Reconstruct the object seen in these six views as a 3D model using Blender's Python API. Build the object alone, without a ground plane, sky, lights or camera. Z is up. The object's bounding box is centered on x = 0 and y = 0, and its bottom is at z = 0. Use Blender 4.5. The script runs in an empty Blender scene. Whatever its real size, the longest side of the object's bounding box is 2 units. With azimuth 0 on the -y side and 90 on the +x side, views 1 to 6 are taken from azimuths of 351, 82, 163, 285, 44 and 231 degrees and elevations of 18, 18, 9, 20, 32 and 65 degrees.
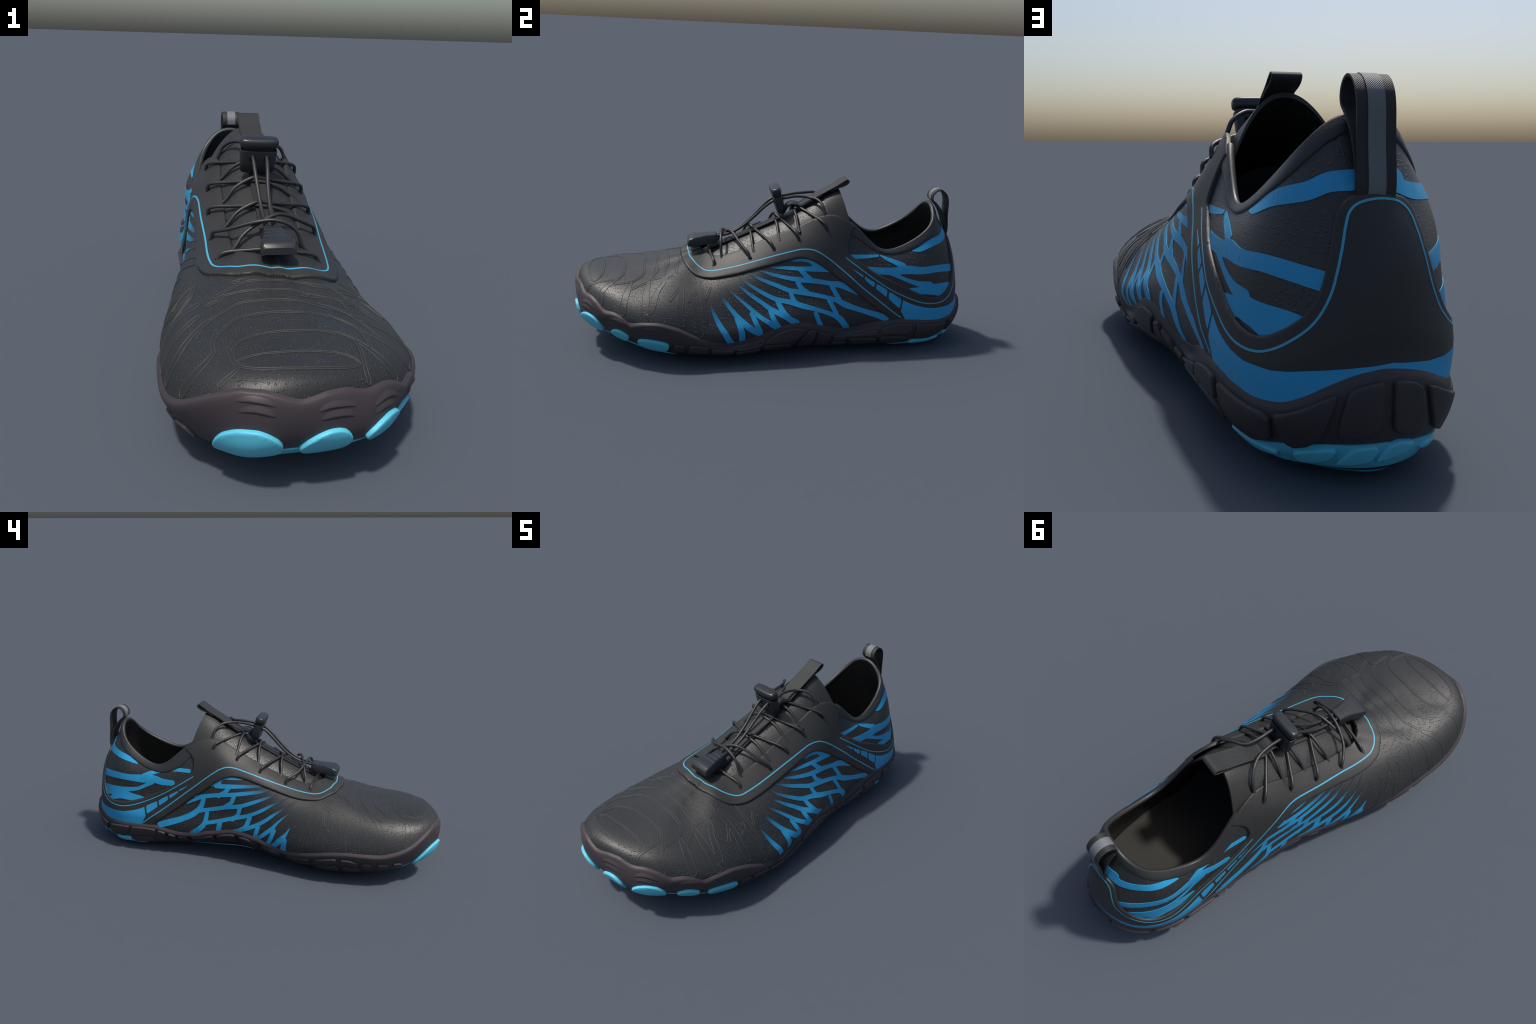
"""Lace-up barefoot trail shoe: knitted upper with printed wing pattern, moulded
saddle and heel counter, toggle lacing, webbing loops and a lugged rubber sole.

The upper is one lofted surface: 33 ribs stand around the sole outline
(heel back -> lateral side -> toe -> medial side) and each rib climbs through six
control points from the footbed to the throat / collar edge.  Every overlay, print,
lug and seam is laid out in that surface's own coordinates: s counts ribs around
the shoe, t counts the control rows from the sole (0) to the top edge (5).
"""
import numpy as np

# ----------------------------------------------------------------------------
#  1. control ribs of the upper (x, y, z in metres)
# ----------------------------------------------------------------------------
RIBS_LATERAL = [
    [(-.023,.994,.037), (-.021,.988,.166), (-.024,.970,.300), (-.030,.942,.443), (-.034,.883,.575), (-.036,.806,.714)],
    [(.099,.919,.039), (.125,.935,.169), (.110,.915,.301), (.093,.892,.430), (.070,.860,.558), (.042,.800,.684)],
    [(.163,.797,.043), (.201,.807,.163), (.193,.789,.274), (.185,.774,.381), (.155,.760,.502), (.108,.750,.604)],
    [(.182,.642,.046), (.232,.632,.158), (.223,.624,.270), (.203,.613,.402), (.181,.602,.472), (.147,.585,.518)],
    [(.181,.487,.047), (.238,.486,.162), (.242,.481,.265), (.217,.469,.374), (.185,.462,.480), (.147,.470,.544)],
    [(.185,.362,.047), (.254,.361,.161), (.252,.356,.256), (.227,.346,.377), (.180,.341,.506), (.133,.368,.637)],
    [(.200,.240,.046), (.281,.238,.170), (.263,.233,.276), (.228,.224,.378), (.187,.215,.518), (.107,.247,.679)],
    [(.224,.109,.046), (.307,.109,.189), (.280,.104,.290), (.238,.105,.387), (.182,.101,.510), (.095,.109,.616)],
    [(.253,-.021,.046), (.332,-.020,.181), (.301,-.016,.269), (.253,-.016,.362), (.191,-.019,.467), (.089,-.004,.569)],
    [(.285,-.149,.049), (.352,-.149,.157), (.326,-.145,.236), (.279,-.142,.324), (.216,-.144,.406), (.090,-.136,.505)],
    [(.304,-.286,.053), (.371,-.288,.140), (.347,-.284,.212), (.300,-.281,.286), (.221,-.280,.372), (.075,-.269,.455)],
    [(.307,-.443,.057), (.375,-.446,.144), (.353,-.439,.235), (.290,-.426,.306), (.178,-.389,.378), (.041,-.324,.454)],
    [(.288,-.569,.060), (.367,-.573,.169), (.344,-.574,.254), (.269,-.563,.321), (.130,-.476,.400), (.008,-.346,.455)],
]
RIBS_TOE = [
    [(.254,-.666,.072), (.326,-.691,.182), (.308,-.691,.268), (.210,-.671,.337), (.075,-.549,.388), (-.019,-.356,.455)],
    [(.183,-.774,.072), (.259,-.805,.180), (.248,-.803,.276), (.165,-.776,.343), (.037,-.612,.388), (-.031,-.360,.457)],
    [(.084,-.866,.092), (.136,-.916,.195), (.126,-.913,.289), (.082,-.866,.346), (-.004,-.664,.385), (-.045,-.361,.454)],
    [(-.074,-.910,.100), (-.061,-.981,.202), (-.059,-.975,.293), (-.051,-.920,.353), (-.048,-.694,.380), (-.055,-.362,.458)],
    [(-.172,-.914,.098), (-.179,-.986,.201), (-.180,-.973,.291), (-.156,-.907,.353), (-.093,-.694,.379), (-.068,-.361,.464)],
    [(-.245,-.868,.086), (-.271,-.930,.191), (-.267,-.918,.287), (-.224,-.858,.347), (-.133,-.662,.383), (-.084,-.355,.469)],
    [(-.297,-.781,.064), (-.340,-.832,.171), (-.333,-.822,.269), (-.268,-.786,.347), (-.170,-.609,.390), (-.100,-.346,.469)],
    [(-.325,-.673,.053), (-.376,-.706,.152), (-.365,-.698,.259), (-.302,-.672,.344), (-.200,-.547,.394), (-.116,-.334,.468)],
]
RIBS_MEDIAL = [
    [(-.332,-.564,.053), (-.384,-.584,.153), (-.375,-.579,.253), (-.313,-.559,.346), (-.213,-.462,.412), (-.131,-.316,.463)],
    [(-.325,-.433,.053), (-.381,-.433,.154), (-.375,-.427,.254), (-.313,-.416,.356), (-.228,-.369,.416), (-.142,-.278,.457)],
    [(-.298,-.282,.054), (-.362,-.281,.155), (-.360,-.280,.254), (-.310,-.274,.363), (-.228,-.253,.434), (-.146,-.198,.479)],
    [(-.257,-.131,.053), (-.330,-.131,.164), (-.332,-.131,.263), (-.303,-.131,.370), (-.234,-.126,.460), (-.149,-.110,.509)],
    [(-.217,.001,.052), (-.298,-.000,.172), (-.296,-.002,.273), (-.286,-.003,.363), (-.244,-.006,.486), (-.148,-.002,.557)],
    [(-.198,.112,.050), (-.276,.111,.181), (-.277,.109,.283), (-.276,.106,.385), (-.242,.100,.516), (-.148,.104,.612)],
    [(-.196,.234,.048), (-.267,.233,.160), (-.266,.231,.273), (-.262,.227,.395), (-.228,.217,.562), (-.145,.231,.667)],
    [(-.201,.366,.046), (-.264,.365,.149), (-.263,.364,.261), (-.252,.355,.394), (-.233,.348,.511), (-.183,.366,.635)],
    [(-.205,.508,.043), (-.266,.508,.146), (-.261,.507,.259), (-.250,.504,.372), (-.240,.499,.457), (-.209,.500,.527)],
    [(-.198,.640,.039), (-.262,.640,.142), (-.261,.639,.247), (-.246,.637,.362), (-.240,.631,.460), (-.202,.615,.527)],
    [(-.182,.784,.036), (-.252,.787,.148), (-.253,.788,.274), (-.244,.773,.382), (-.233,.755,.500), (-.172,.735,.608)],
    [(-.119,.917,.035), (-.169,.928,.165), (-.167,.911,.301), (-.156,.893,.430), (-.136,.853,.555), (-.115,.792,.688)],
]
UPPER_NET = np.array(RIBS_LATERAL + RIBS_TOE + RIBS_MEDIAL)
NR = len(UPPER_NET)

# sole wall: one mid-height point and one ground-edge point under every rib
WALL_LATERAL = [
    [(-.03, .980, .11), (-.03, .945, .028)],
    [(.125, .930, .12), (.095, .885, .030)],
    [(.205, .79, .105), (.155, .775, .022)],
    [(.238, .62, .10), (.18, .62, .025)],
    [(.248, .48, .10), (.19, .48, .028)],
    [(.255, .36, .10), (.20, .36, .030)],
    [(.268, .24, .105), (.205, .24, .030)],
    [(.300, .11, .115), (.215, .11, .030)],
    [(.325, -.02, .10), (.245, -.02, .030)],
    [(.348, -.15, .085), (.28, -.15, .030)],
    [(.362, -.29, .08), (.30, -.29, .028)],
    [(.352, -.45, .085), (.285, -.45, .030)],
    [(.332, -.58, .10), (.255, -.57, .034)],
]
WALL_TOE = [
    [(.300, -.70, .125), (.225, -.66, .050)],
    [(.240, -.82, .16), (.165, -.755, .070)],
    [(.14, -.93, .18), (.08, -.84, .085)],
    [(-.05, -.972, .19), (-.07, -.875, .090)],
    [(-.175, -.965, .18), (-.17, -.87, .090)],
    [(-.258, -.885, .145), (-.20, -.82, .080)],
    [(-.310, -.790, .115), (-.235, -.745, .055)],
    [(-.336, -.680, .10), (-.262, -.66, .040)],
]
WALL_MEDIAL = [
    [(-.340, -.57, .095), (-.275, -.56, .033)],
    [(-.338, -.43, .09), (-.279, -.43, .031)],
    [(-.316, -.28, .095), (-.253, -.29, .032)],
    [(-.275, -.13, .105), (-.207, -.13, .037)],
    [(-.235, 0, .12), (-.166, 0, .045)],
    [(-.212, .11, .125), (-.133, .11, .048)],
    [(-.212, .23, .115), (-.143, .23, .045)],
    [(-.218, .36, .10), (-.147, .36, .038)],
    [(-.230, .50, .095), (-.172, .50, .031)],
    [(-.250, .63, .09), (-.20, .63, .027)],
    [(-.243, .775, .10), (-.195, .765, .025)],
    [(-.180, .915, .105), (-.14, .885, .030)],
]
WALL_NET = np.array(WALL_LATERAL + WALL_TOE + WALL_MEDIAL)

# where the rubber stops on the upper: (s, t) of the rim, wavy over toes, arch and heel
RIM = [
    (0.0, 1.62), (.27, 1.57), (.59, 1.42), (.98, 1.18), (1.32, 1.05), (1.73, 1.02), (2.26, 1.10), (2.63, 1.20),
    (3.0, 1.25), (3.54, 1.17), (4.14, 1.02), (4.78, .84), (5.3, .845), (6.34, 1.04), (6.87, 1.09),
    (7.43, 1.07), (7.88, .99), (8.32, .86), (8.76, .77), (9.28, .70), (9.72, .68), (10.12, .89),
    (10.45, 1.13), (10.73, 1.34), (11.24, 1.57), (11.8, 1.64), (12.54, 1.48), (12.99, 1.32),
    (13.18, 1.44), (13.37, 1.60), (13.71, 1.70), (14.04, 1.66), (14.25, 1.80), (14.44, 1.95), (14.71, 2.04),
    (15.0, 2.0), (15.14, 2.07), (15.38, 2.23), (15.61, 2.22), (15.79, 2.14), (15.97, 2.09),
    (16.19, 2.20), (16.44, 2.34), (16.78, 2.44), (17.26, 2.43), (17.53, 2.33), (17.87, 2.17),
    (18.31, 1.96), (18.82, 1.71), (19.46, 1.51), (20.0, 1.44), (20.57, 1.45), (21.18, 1.44),
    (21.71, 1.37), (22.31, 1.20), (22.91, 1.0), (23.51, .86), (24.13, 1.03), (24.65, 1.19),
    (25.47, 1.21), (26.36, 1.155), (27.15, 1.13), (27.62, 1.0), (28.27, .96), (28.91, 1.11),
    (29.44, 1.28), (30.03, 1.32), (30.85, 1.25), (31.46, 1.16), (31.86, 1.21), (32.07, 1.29), (32.46, 1.48), (32.75, 1.58),
]


# ----------------------------------------------------------------------------
#  2. surface mathematics
# ----------------------------------------------------------------------------
def spline_curvature(n, periodic):
    a = np.zeros((n, n))
    b = np.zeros((n, n))
    for i in range(n):
        if periodic or 0 < i < n - 1:
            p, q = (i - 1) % n, (i + 1) % n
            a[i, i] += 4
            a[i, p] += 1
            a[i, q] += 1
            b[i, p] += 6
            b[i, i] -= 12
            b[i, q] += 6
        else:
            a[i, i] = 1
    return np.linalg.solve(a, b)


def spline_weights(x, n, periodic):
    """rows of weights of the C2 cubic spline through n unit-spaced knots"""
    x = np.asarray(x, float)
    if periodic:
        x = np.mod(x, n)
        i = np.floor(x).astype(int) % n
        j = (i + 1) % n
        f = x - np.floor(x)
    else:
        x = np.clip(x, 0, n - 1)
        i = np.minimum(np.floor(x).astype(int), n - 2)
        j = i + 1
        f = x - i
    m = spline_curvature(n, periodic)
    e = np.eye(n)
    f = f[:, None]
    g = 1 - f
    return g * e[i] + f * e[j] + ((g ** 3 - g) * m[i] + (f ** 3 - f) * m[j]) / 6


def normalise(v):
    return v / np.maximum(np.linalg.norm(v, axis=-1, keepdims=True), 1e-12)


class Sheet:
    """dense sampling of a surface that is periodic in s; looked up bilinearly"""

    def __init__(self, pts, ns, nt):
        self.p, self.ns, self.nt = pts, ns, nt
        du = np.roll(pts, -1, 0) - np.roll(pts, 1, 0)
        dv = np.gradient(pts, axis=1)
        self.n = normalise(np.cross(dv, du))
        self.du = du * (ns / 2)
        self.dv = dv * nt

    def look(self, arr, s, t):
        a = np.mod(np.asarray(s, float) * self.ns, self.p.shape[0])
        b = np.clip(np.asarray(t, float) * self.nt, 0, self.p.shape[1] - 1.000001)
        i = np.floor(a).astype(int) % self.p.shape[0]
        j = np.floor(b).astype(int)
        fa = (a - np.floor(a))[..., None]
        fb = (b - j)[..., None]
        k = (i + 1) % self.p.shape[0]
        return ((arr[i, j] * (1 - fa) + arr[k, j] * fa) * (1 - fb)
                + (arr[i, j + 1] * (1 - fa) + arr[k, j + 1] * fa) * fb)

    def at(self, s, t, h=0.0):
        h = np.asarray(h, float)
        if h.ndim:
            h = h[..., None]
        return self.look(self.p, s, t) + normalise(self.look(self.n, s, t)) * h

    def frame(self, s, t):
        return self.look(self.du, s, t), self.look(self.dv, s, t), normalise(self.look(self.n, s, t))


def rim_t(s):
    k = np.array(RIM)
    x = np.concatenate([k[-4:, 0] - NR, k[:, 0], k[:4, 0] + NR])
    y = np.concatenate([k[-4:, 1], k[:, 1], k[:4, 1]])
    s = np.mod(np.asarray(s, float), NR)
    # monotone cubic through the listed points
    d = np.diff(y) / np.diff(x)
    m = np.zeros(len(x))
    ok = d[:-1] * d[1:] > 0
    m[1:-1][ok] = 2 * d[:-1][ok] * d[1:][ok] / (d[:-1][ok] + d[1:][ok])
    i = np.clip(np.searchsorted(x, s) - 1, 0, len(x) - 2)
    hh = x[i + 1] - x[i]
    u = (s - x[i]) / hh
    return (y[i] * (1 + 2 * u) * (1 - u) ** 2 + y[i + 1] * u * u * (3 - 2 * u)
            + hh * (m[i] * u * (1 - u) ** 2 - m[i + 1] * u * u * (1 - u)))


def build_upper():
    ns = nt = 24
    ws = spline_weights(np.arange(NR * ns) / ns, NR, True)
    wt = spline_weights(np.arange(5 * nt + 1) / nt, 6, False)
    return Sheet(np.einsum('ia,jb,abc->ijc', ws, wt, UPPER_NET), ns, nt)


SOLE_ROWS = 6


def build_sole(upper):
    """rows w: 0 rim, 1 swollen lip, 2 wall middle, 3 ground edge, 4 and 5 underside"""
    ns, nt = 36, 14
    s = np.arange(NR * ns) / ns
    rim = rim_t(s)
    ws = spline_weights(s, NR, True)
    wall = np.einsum('ia,abc->ibc', ws, WALL_NET)
    a = upper.at(s, rim, .002)
    b = upper.at(s, rim - .16, .0105)
    m, g = wall[:, 0], wall[:, 1]
    axis = np.stack([np.full(len(s), -.03), np.clip(g[:, 1], -.55, .78), np.full(len(s), .006)], 1)
    h = g * .55 + axis * .45
    h[:, 2] = .006 + (g[:, 2] - .006) * .28
    axis[:, 0] = np.where(axis[:, 1] < 0, -.02, -.03)
    k = np.stack([a, b, m, g, h, axis], 1)
    ext = np.concatenate([2 * k[:, :1] - k[:, 1:2], k, 2 * k[:, -1:] - k[:, -2:-1]], 1)
    cols = []
    for r in range(SOLE_ROWS - 1):
        p = [ext[:, r + i] for i in range(4)]
        q = [0]
        for i in range(3):
            q.append(q[-1] + np.maximum(np.linalg.norm(p[i + 1] - p[i], axis=1), 1e-4) ** .5)
        for u in np.arange(nt) / nt if r < SOLE_ROWS - 2 else np.arange(nt + 1) / nt:
            x = q[1] + (q[2] - q[1]) * u

            def mix(c, d, x0, x1):
                w = ((x - x0) / (x1 - x0))[:, None]
                return c * (1 - w) + d * w
            z0 = np.zeros(len(s))
            a1, a2, a3 = mix(p[0], p[1], z0, q[1]), mix(p[1], p[2], q[1], q[2]), mix(p[2], p[3], q[2], q[3])
            b1, b2 = mix(a1, a2, z0, q[2]), mix(a2, a3, q[1], q[3])
            cols.append(mix(b1, b2, q[1], q[2]))
    pts = np.stack(cols, 1)
    pts[..., 2] = np.maximum(pts[..., 2], .004)
    sheet = Sheet(pts, ns, nt)
    sheet.n = -sheet.n            # rows run downwards, so turn the normals outwards
    return sheet


UPPER = build_upper()
SOLE = build_sole(UPPER)

# ----------------------------------------------------------------------------
#  3. Blender helpers
# ----------------------------------------------------------------------------
import bpy
import math
from mathutils import Vector, Matrix, kdtree
from mathutils.geometry import delaunay_2d_cdt

SCENE = bpy.context.scene
ROOT = bpy.data.objects.new('sport_shoe', None)
SCENE.collection.objects.link(ROOT)
ROOT['label'] = 'black and blue lace-up barefoot trail shoe with wing pattern'
ROOT['category'] = 'shoe'


def add_object(name, mesh, parent, mat):
    ob = bpy.data.objects.new(name, mesh)
    SCENE.collection.objects.link(ob)
    ob.parent = parent
    if mat and not mesh.materials:
        mesh.materials.append(mat)
    return ob


def make_mesh(name, verts, faces, parent, mat, sharp=40):
    me = bpy.data.meshes.new(name)
    me.from_pydata([tuple(map(float, v)) for v in verts], [], faces)
    me.update()
    me.polygons.foreach_set('use_smooth', [True] * len(me.polygons))
    if sharp:
        me.set_sharp_from_angle(angle=math.radians(sharp))
    return add_object(name, me, parent, mat)


def grid_faces(nu, nv, closed=False, flip=False, base=0):
    out = []
    for i in range(nu if closed else nu - 1):
        for j in range(nv - 1):
            a, b = base + i * nv + j, base + ((i + 1) % nu) * nv + j
            f = (a, b, b + 1, a + 1)
            out.append(f[::-1] if flip else f)
    return out


def catmull(pts, n, closed=False):
    """centripetal Catmull-Rom through points of any dimension, n samples per span"""
    p = np.asarray(pts, float)
    if closed:
        ext = np.concatenate([p[-1:], p, p[:2]])
    else:
        ext = np.concatenate([2 * p[:1] - p[1:2], p, 2 * p[-1:] - p[-2:-1]])
    out = []
    for i in range(len(ext) - 3):
        a, b, c, d = ext[i:i + 4]
        k = [0]
        for u, v in ((a, b), (b, c), (c, d)):
            k.append(k[-1] + max(np.linalg.norm(v - u), 1e-5) ** .5)
        for x in np.arange(n) / n:
            x = k[1] + (k[2] - k[1]) * x
            m = lambda e, f, x0, x1: e * (x1 - x) / (x1 - x0) + f * (x - x0) / (x1 - x0)
            e1, e2, e3 = m(a, b, k[0], k[1]), m(b, c, k[1], k[2]), m(c, d, k[2], k[3])
            out.append(m(m(e1, e2, k[0], k[2]), m(e2, e3, k[1], k[3]), k[1], k[2]))
    if not closed:
        out.append(p[-1])
    return np.array(out)


def chord(pts, n):
    p = np.asarray(pts, float)
    q = np.concatenate([[0], np.cumsum(np.linalg.norm(np.diff(p, axis=0), axis=1))])
    x = np.linspace(0, q[-1], n)
    return np.stack([np.interp(x, q, p[:, i]) for i in range(p.shape[1])], 1)


def round_corners(poly, cut=.22, rounds=3):
    p = np.asarray(poly, float)
    for _ in range(rounds):
        q = np.roll(p, -1, 0)
        p = np.stack([p * (1 - cut) + q * cut, p * cut + q * (1 - cut)], 1).reshape(-1, 2)
        cut = .25
    return p


def refine(poly, step):
    out = []
    p = np.asarray(poly, float)
    for a, b in zip(p, np.roll(p, -1, 0)):
        n = max(1, int(np.ceil(np.linalg.norm(b - a) / step)))
        out += [a + (b - a) * i / n for i in range(n)]
    return np.array(out)


def ccw(poly):
    x, y = np.asarray(poly).T
    area = np.sum(x * np.roll(y, -1) - np.roll(x, -1) * y)
    return poly if area > 0 else poly[::-1]


def across(sheet, s, t, ds, dt):
    """unit sideways step, in (s, t), for a path running along (ds, dt)"""
    du, dv, n = sheet.frame(s, t)
    tan = du * ds[:, None] + dv * dt[:, None]
    side = normalise(np.cross(n, tan))
    a, b, c = np.sum(du * du, 1), np.sum(du * dv, 1), np.sum(dv * dv, 1)
    p, q = np.sum(side * du, 1), np.sum(side * dv, 1)
    det = a * c - b * b
    return np.stack([(c * p - b * q) / det, (a * q - b * p) / det], 1)


def to_sheet(sheet, pts, s0):
    """(s, t) of points lying near a sheet, unwrapped to start near s0"""
    if not hasattr(sheet, 'tree'):
        sub = sheet.p[::3, ::3]
        sheet.sub = sub.shape
        sheet.tree = kdtree.KDTree(sub.shape[0] * sub.shape[1])
        for i, v in enumerate(sub.reshape(-1, 3)):
            sheet.tree.insert(v, i)
        sheet.tree.balance()
    idx = np.array([sheet.tree.find(v)[1] for v in pts])
    s = (idx // sheet.sub[1]) * 3.0 / sheet.ns
    t = (idx % sheet.sub[1]) * 3.0 / sheet.nt
    top = (sheet.p.shape[1] - 1) / sheet.nt
    for _ in range(4):
        du, dv, n = sheet.frame(s, t)
        d = pts - sheet.at(s, t)
        a, b, c = np.sum(du * du, 1), np.sum(du * dv, 1), np.sum(dv * dv, 1)
        p, q = np.sum(d * du, 1), np.sum(d * dv, 1)
        det = np.maximum(a * c - b * b, 1e-9)
        s = s + np.clip((c * p - b * q) / det, -1, 1)
        t = np.clip(t + np.clip((a * q - b * p) / det, -.5, .5), 0, top)
    s = np.unwrap(s, period=NR)
    return np.stack([s + NR * round((s0 - s[0]) / NR), t], 1)


def trace(sheet, path, n=6):
    """smooth path on a sheet: interpolated in space, then dropped back on the sheet.
    Extra columns (stroke width ...) ride along."""
    k = np.asarray(path, float)
    p = catmull(np.concatenate([sheet.at(k[:, 0], k[:, 1]), k[:, 2:] / 1000], 1), n)
    return np.concatenate([to_sheet(sheet, p[:, :3], k[0, 0]), p[:, 3:] * 1000], 1)


def stroke_quads(sheet, stroke, n=7):
    """a painted stroke [(s, t, width in mm) ...] as a chain of small quads"""
    p = trace(sheet, stroke, n)
    d = np.gradient(p, axis=0)
    off = across(sheet, p[:, 0], p[:, 1], d[:, 0], d[:, 1]) * (p[:, 2:3] / 2000)
    a, b = p[:, :2] + off, p[:, :2] - off
    quads = [ccw(np.array([a[i], a[i + 1], b[i + 1], b[i]])) for i in range(len(p) - 1)]
    for i, j in ((0, 1), (-1, -2)):              # rounded ends
        fwd = across(sheet, p[[i], 0], p[[i], 1], off[[i], 0], off[[i], 1])[0] * (p[i, 2] / 2000)
        if np.dot(fwd, p[i, :2] - p[j, :2]) < 0:
            fwd = -fwd
        w = np.linspace(0, math.pi, 7)
        quads.append(ccw(np.array([p[i, :2] + off[i] * math.cos(x) + fwd * math.sin(x) for x in w])))
    return quads


def inset_points(sheet, poly, dist):
    p = np.asarray(ccw(poly))
    d = np.roll(p, -1, 0) - np.roll(p, 1, 0)
    off = across(sheet, p[:, 0], p[:, 1], d[:, 0], d[:, 1])
    test = np.stack([-d[:, 1], d[:, 0]], 1)
    flip = np.sign(np.sum(off * test, 1))[:, None]
    return p + off * flip * dist


def inside(poly, q):
    p = np.asarray(poly)
    res = np.zeros(len(q), bool)
    box = np.all((q >= p.min(0)) & (q <= p.max(0)), axis=1)
    x, y = q[box, 0], q[box, 1]
    r = np.zeros(len(x), bool)
    for a, b in zip(p, np.roll(p, -1, 0)):
        if a[1] != b[1]:
            r ^= ((a[1] > y) != (b[1] > y)) & (x < (b[0] - a[0]) * (y - a[1]) / (b[1] - a[1]) + a[0])
    res[box] = r
    return res


def patch(name, polys, sheet, parent, mat, height, bevel=0.0, fill=.08, skirt=.003, keep=None,
          open_edge=None, sharp=40, relief=None, outline=None):
    """Raised piece lying on a sheet.  polys: outlines in (s, t); their union is
    triangulated, lifted by height (number or function of s, t), its rim is rounded
    over the width `bevel` and closed by a skirt that dips under the sheet."""
    raw = np.concatenate([np.asarray(p) for p in polys])
    ks = np.linspace(raw[:, 0].min() - 1, raw[:, 0].max() + 1, 1600)
    level = np.full(len(ks), np.clip(np.median(raw[:, 1]), .5, 4.7))
    run = np.linalg.norm(sheet.frame(ks, level)[0], axis=1)
    kx = np.concatenate([[0], np.cumsum(np.maximum((run[1:] + run[:-1]) / 2, .004) * np.diff(ks))]) * 10
    into = lambda q: np.stack([np.interp(np.asarray(q)[:, 0], ks, kx), np.asarray(q)[:, 1]], 1)
    polys_st, polys = polys, [into(p) for p in polys]
    pts, faces = [], []
    for poly in polys:
        poly = ccw(poly)
        faces.append(list(range(len(pts), len(pts) + len(poly))))
        pts += [tuple(v) for v in poly]
    extra = []
    if bevel:
        for poly in polys_st:
            for k in (.2, .5, 1.0):
                extra += [tuple(v) for v in into(inset_points(sheet, poly, bevel * k))]
    lo, hi = np.min(pts, 0), np.max(pts, 0)
    rows = np.arange(lo[1], hi[1], fill * .87)
    for r, y in enumerate(rows):
        for x in np.arange(lo[0] + (r % 2) * fill / 2, hi[0], fill):
            extra.append((x, y))
    every = [Vector(v) for v in pts + extra]
    edges = [(a, b) for f in faces for a, b in zip(f, f[1:] + f[:1])]
    v2, _, f2, _, _, _ = delaunay_2d_cdt(every, edges, [], 0, 1e-4, False)
    mid = np.array([[sum(v2[i].x for i in f) / 3, sum(v2[i].y for i in f) / 3] for f in f2])
    hit = np.zeros(len(mid), bool)
    for poly in polys:
        hit |= inside(poly, mid)
    f2 = [f for f, k in zip(f2, hit) if k]
    if keep is not None:
        c = np.array([[sum(v2[i].x for i in f) / 3, sum(v2[i].y for i in f) / 3] for f in f2])
        ok = keep(np.interp(c[:, 0], kx, ks), c[:, 1])
        f2 = [f for f, k in zip(f2, ok) if k]
    used = sorted({i for f in f2 for i in f})
    remap = {o: i for i, o in enumerate(used)}
    f2 = [tuple(remap[i] for i in f) for f in f2]
    st = np.array([(v2[i].x, v2[i].y) for i in used])
    st[:, 0] = np.interp(st[:, 0], kx, ks)
    edges = {}
    for f in f2:
        for a, b in zip(f, f[1:] + f[:1]):
            edges[(a, b)] = edges.get((a, b), 0) + 1
    border = [e for e in edges if (e[1], e[0]) not in edges]
    if open_edge is not None:
        border = [e for e in border if not (open_edge(*st[e[0]]) and open_edge(*st[e[1]]))]
    h = height(st[:, 0], st[:, 1]) if callable(height) else np.full(len(st), float(height))
    base = sheet.at(st[:, 0], st[:, 1])
    if bevel:
        dense = []
        for a, b in border:
            for u in (0, .34, .67):
                dense.append(base[a] * (1 - u) + base[b] * u)
        tree = kdtree.KDTree(len(dense))
        for i, v in enumerate(dense):
            tree.insert(v, i)
        tree.balance()
        d = np.array([tree.find(v)[2] for v in base])
        x = 1 - np.clip(d / bevel, 0, 1)
        h = h * (.35 + .65 * np.sqrt(np.maximum(1 - x * x, 0)))
    if relief is not None:
        h = h + relief(st[:, 0], st[:, 1])
    top = sheet.at(st[:, 0], st[:, 1], h)
    verts = list(top)
    du, dv, n = sheet.frame(st[:1, 0], st[:1, 1])
    f0 = f2[0]
    up = np.dot(np.cross(top[f0[1]] - top[f0[0]], top[f0[2]] - top[f0[0]]), sheet.frame(st[f0[:1], 0], st[f0[:1], 1])[2][0])
    if up < 0:
        f2 = [f[::-1] for f in f2]
        border = [e[::-1] for e in border]
    if outline:
        loops, nxt = [], {}
        for a, b in border:
            nxt.setdefault(a, []).append(b)
        while nxt:
            a = next(iter(nxt))
            loop = [a]
            while loop[-1] in nxt:
                b = nxt[loop[-1]].pop()
                if not nxt[loop[-1]]:
                    del nxt[loop[-1]]
                loop.append(b)
            if len(loop) > 3:
                loops.append(loop)
        pv, pf = [], []
        for loop in loops:
            pts3 = np.array([top[i] for i in loop])
            keep_pt = np.concatenate([[True], np.linalg.norm(np.diff(pts3, axis=0), axis=1) > 4e-4])
            pts3 = pts3[keep_pt]
            if len(pts3) < 4:
                continue
            pts3[1:-1] = (pts3[:-2] + 2 * pts3[1:-1] + pts3[2:]) / 4
            v, f = sweep(pts3, outline[0], 6)
            pf += [tuple(i + len(pv) for i in q) for q in f]
            pv += v
        make_mesh(outline[2], pv, pf, parent, outline[1], 0)['kind'] = 'stuff'
    low = {}
    for a, b in border:
        for i in (a, b):
            if i not in low:
                low[i] = len(verts)
                verts.append(sheet.at(st[i:i + 1, 0], st[i:i + 1, 1], np.array([-skirt]))[0])
    faces3 = list(f2) + [(b, a, low[a], low[b]) for a, b in border]
    return make_mesh(name, verts, faces3, parent, mat, sharp)


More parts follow.
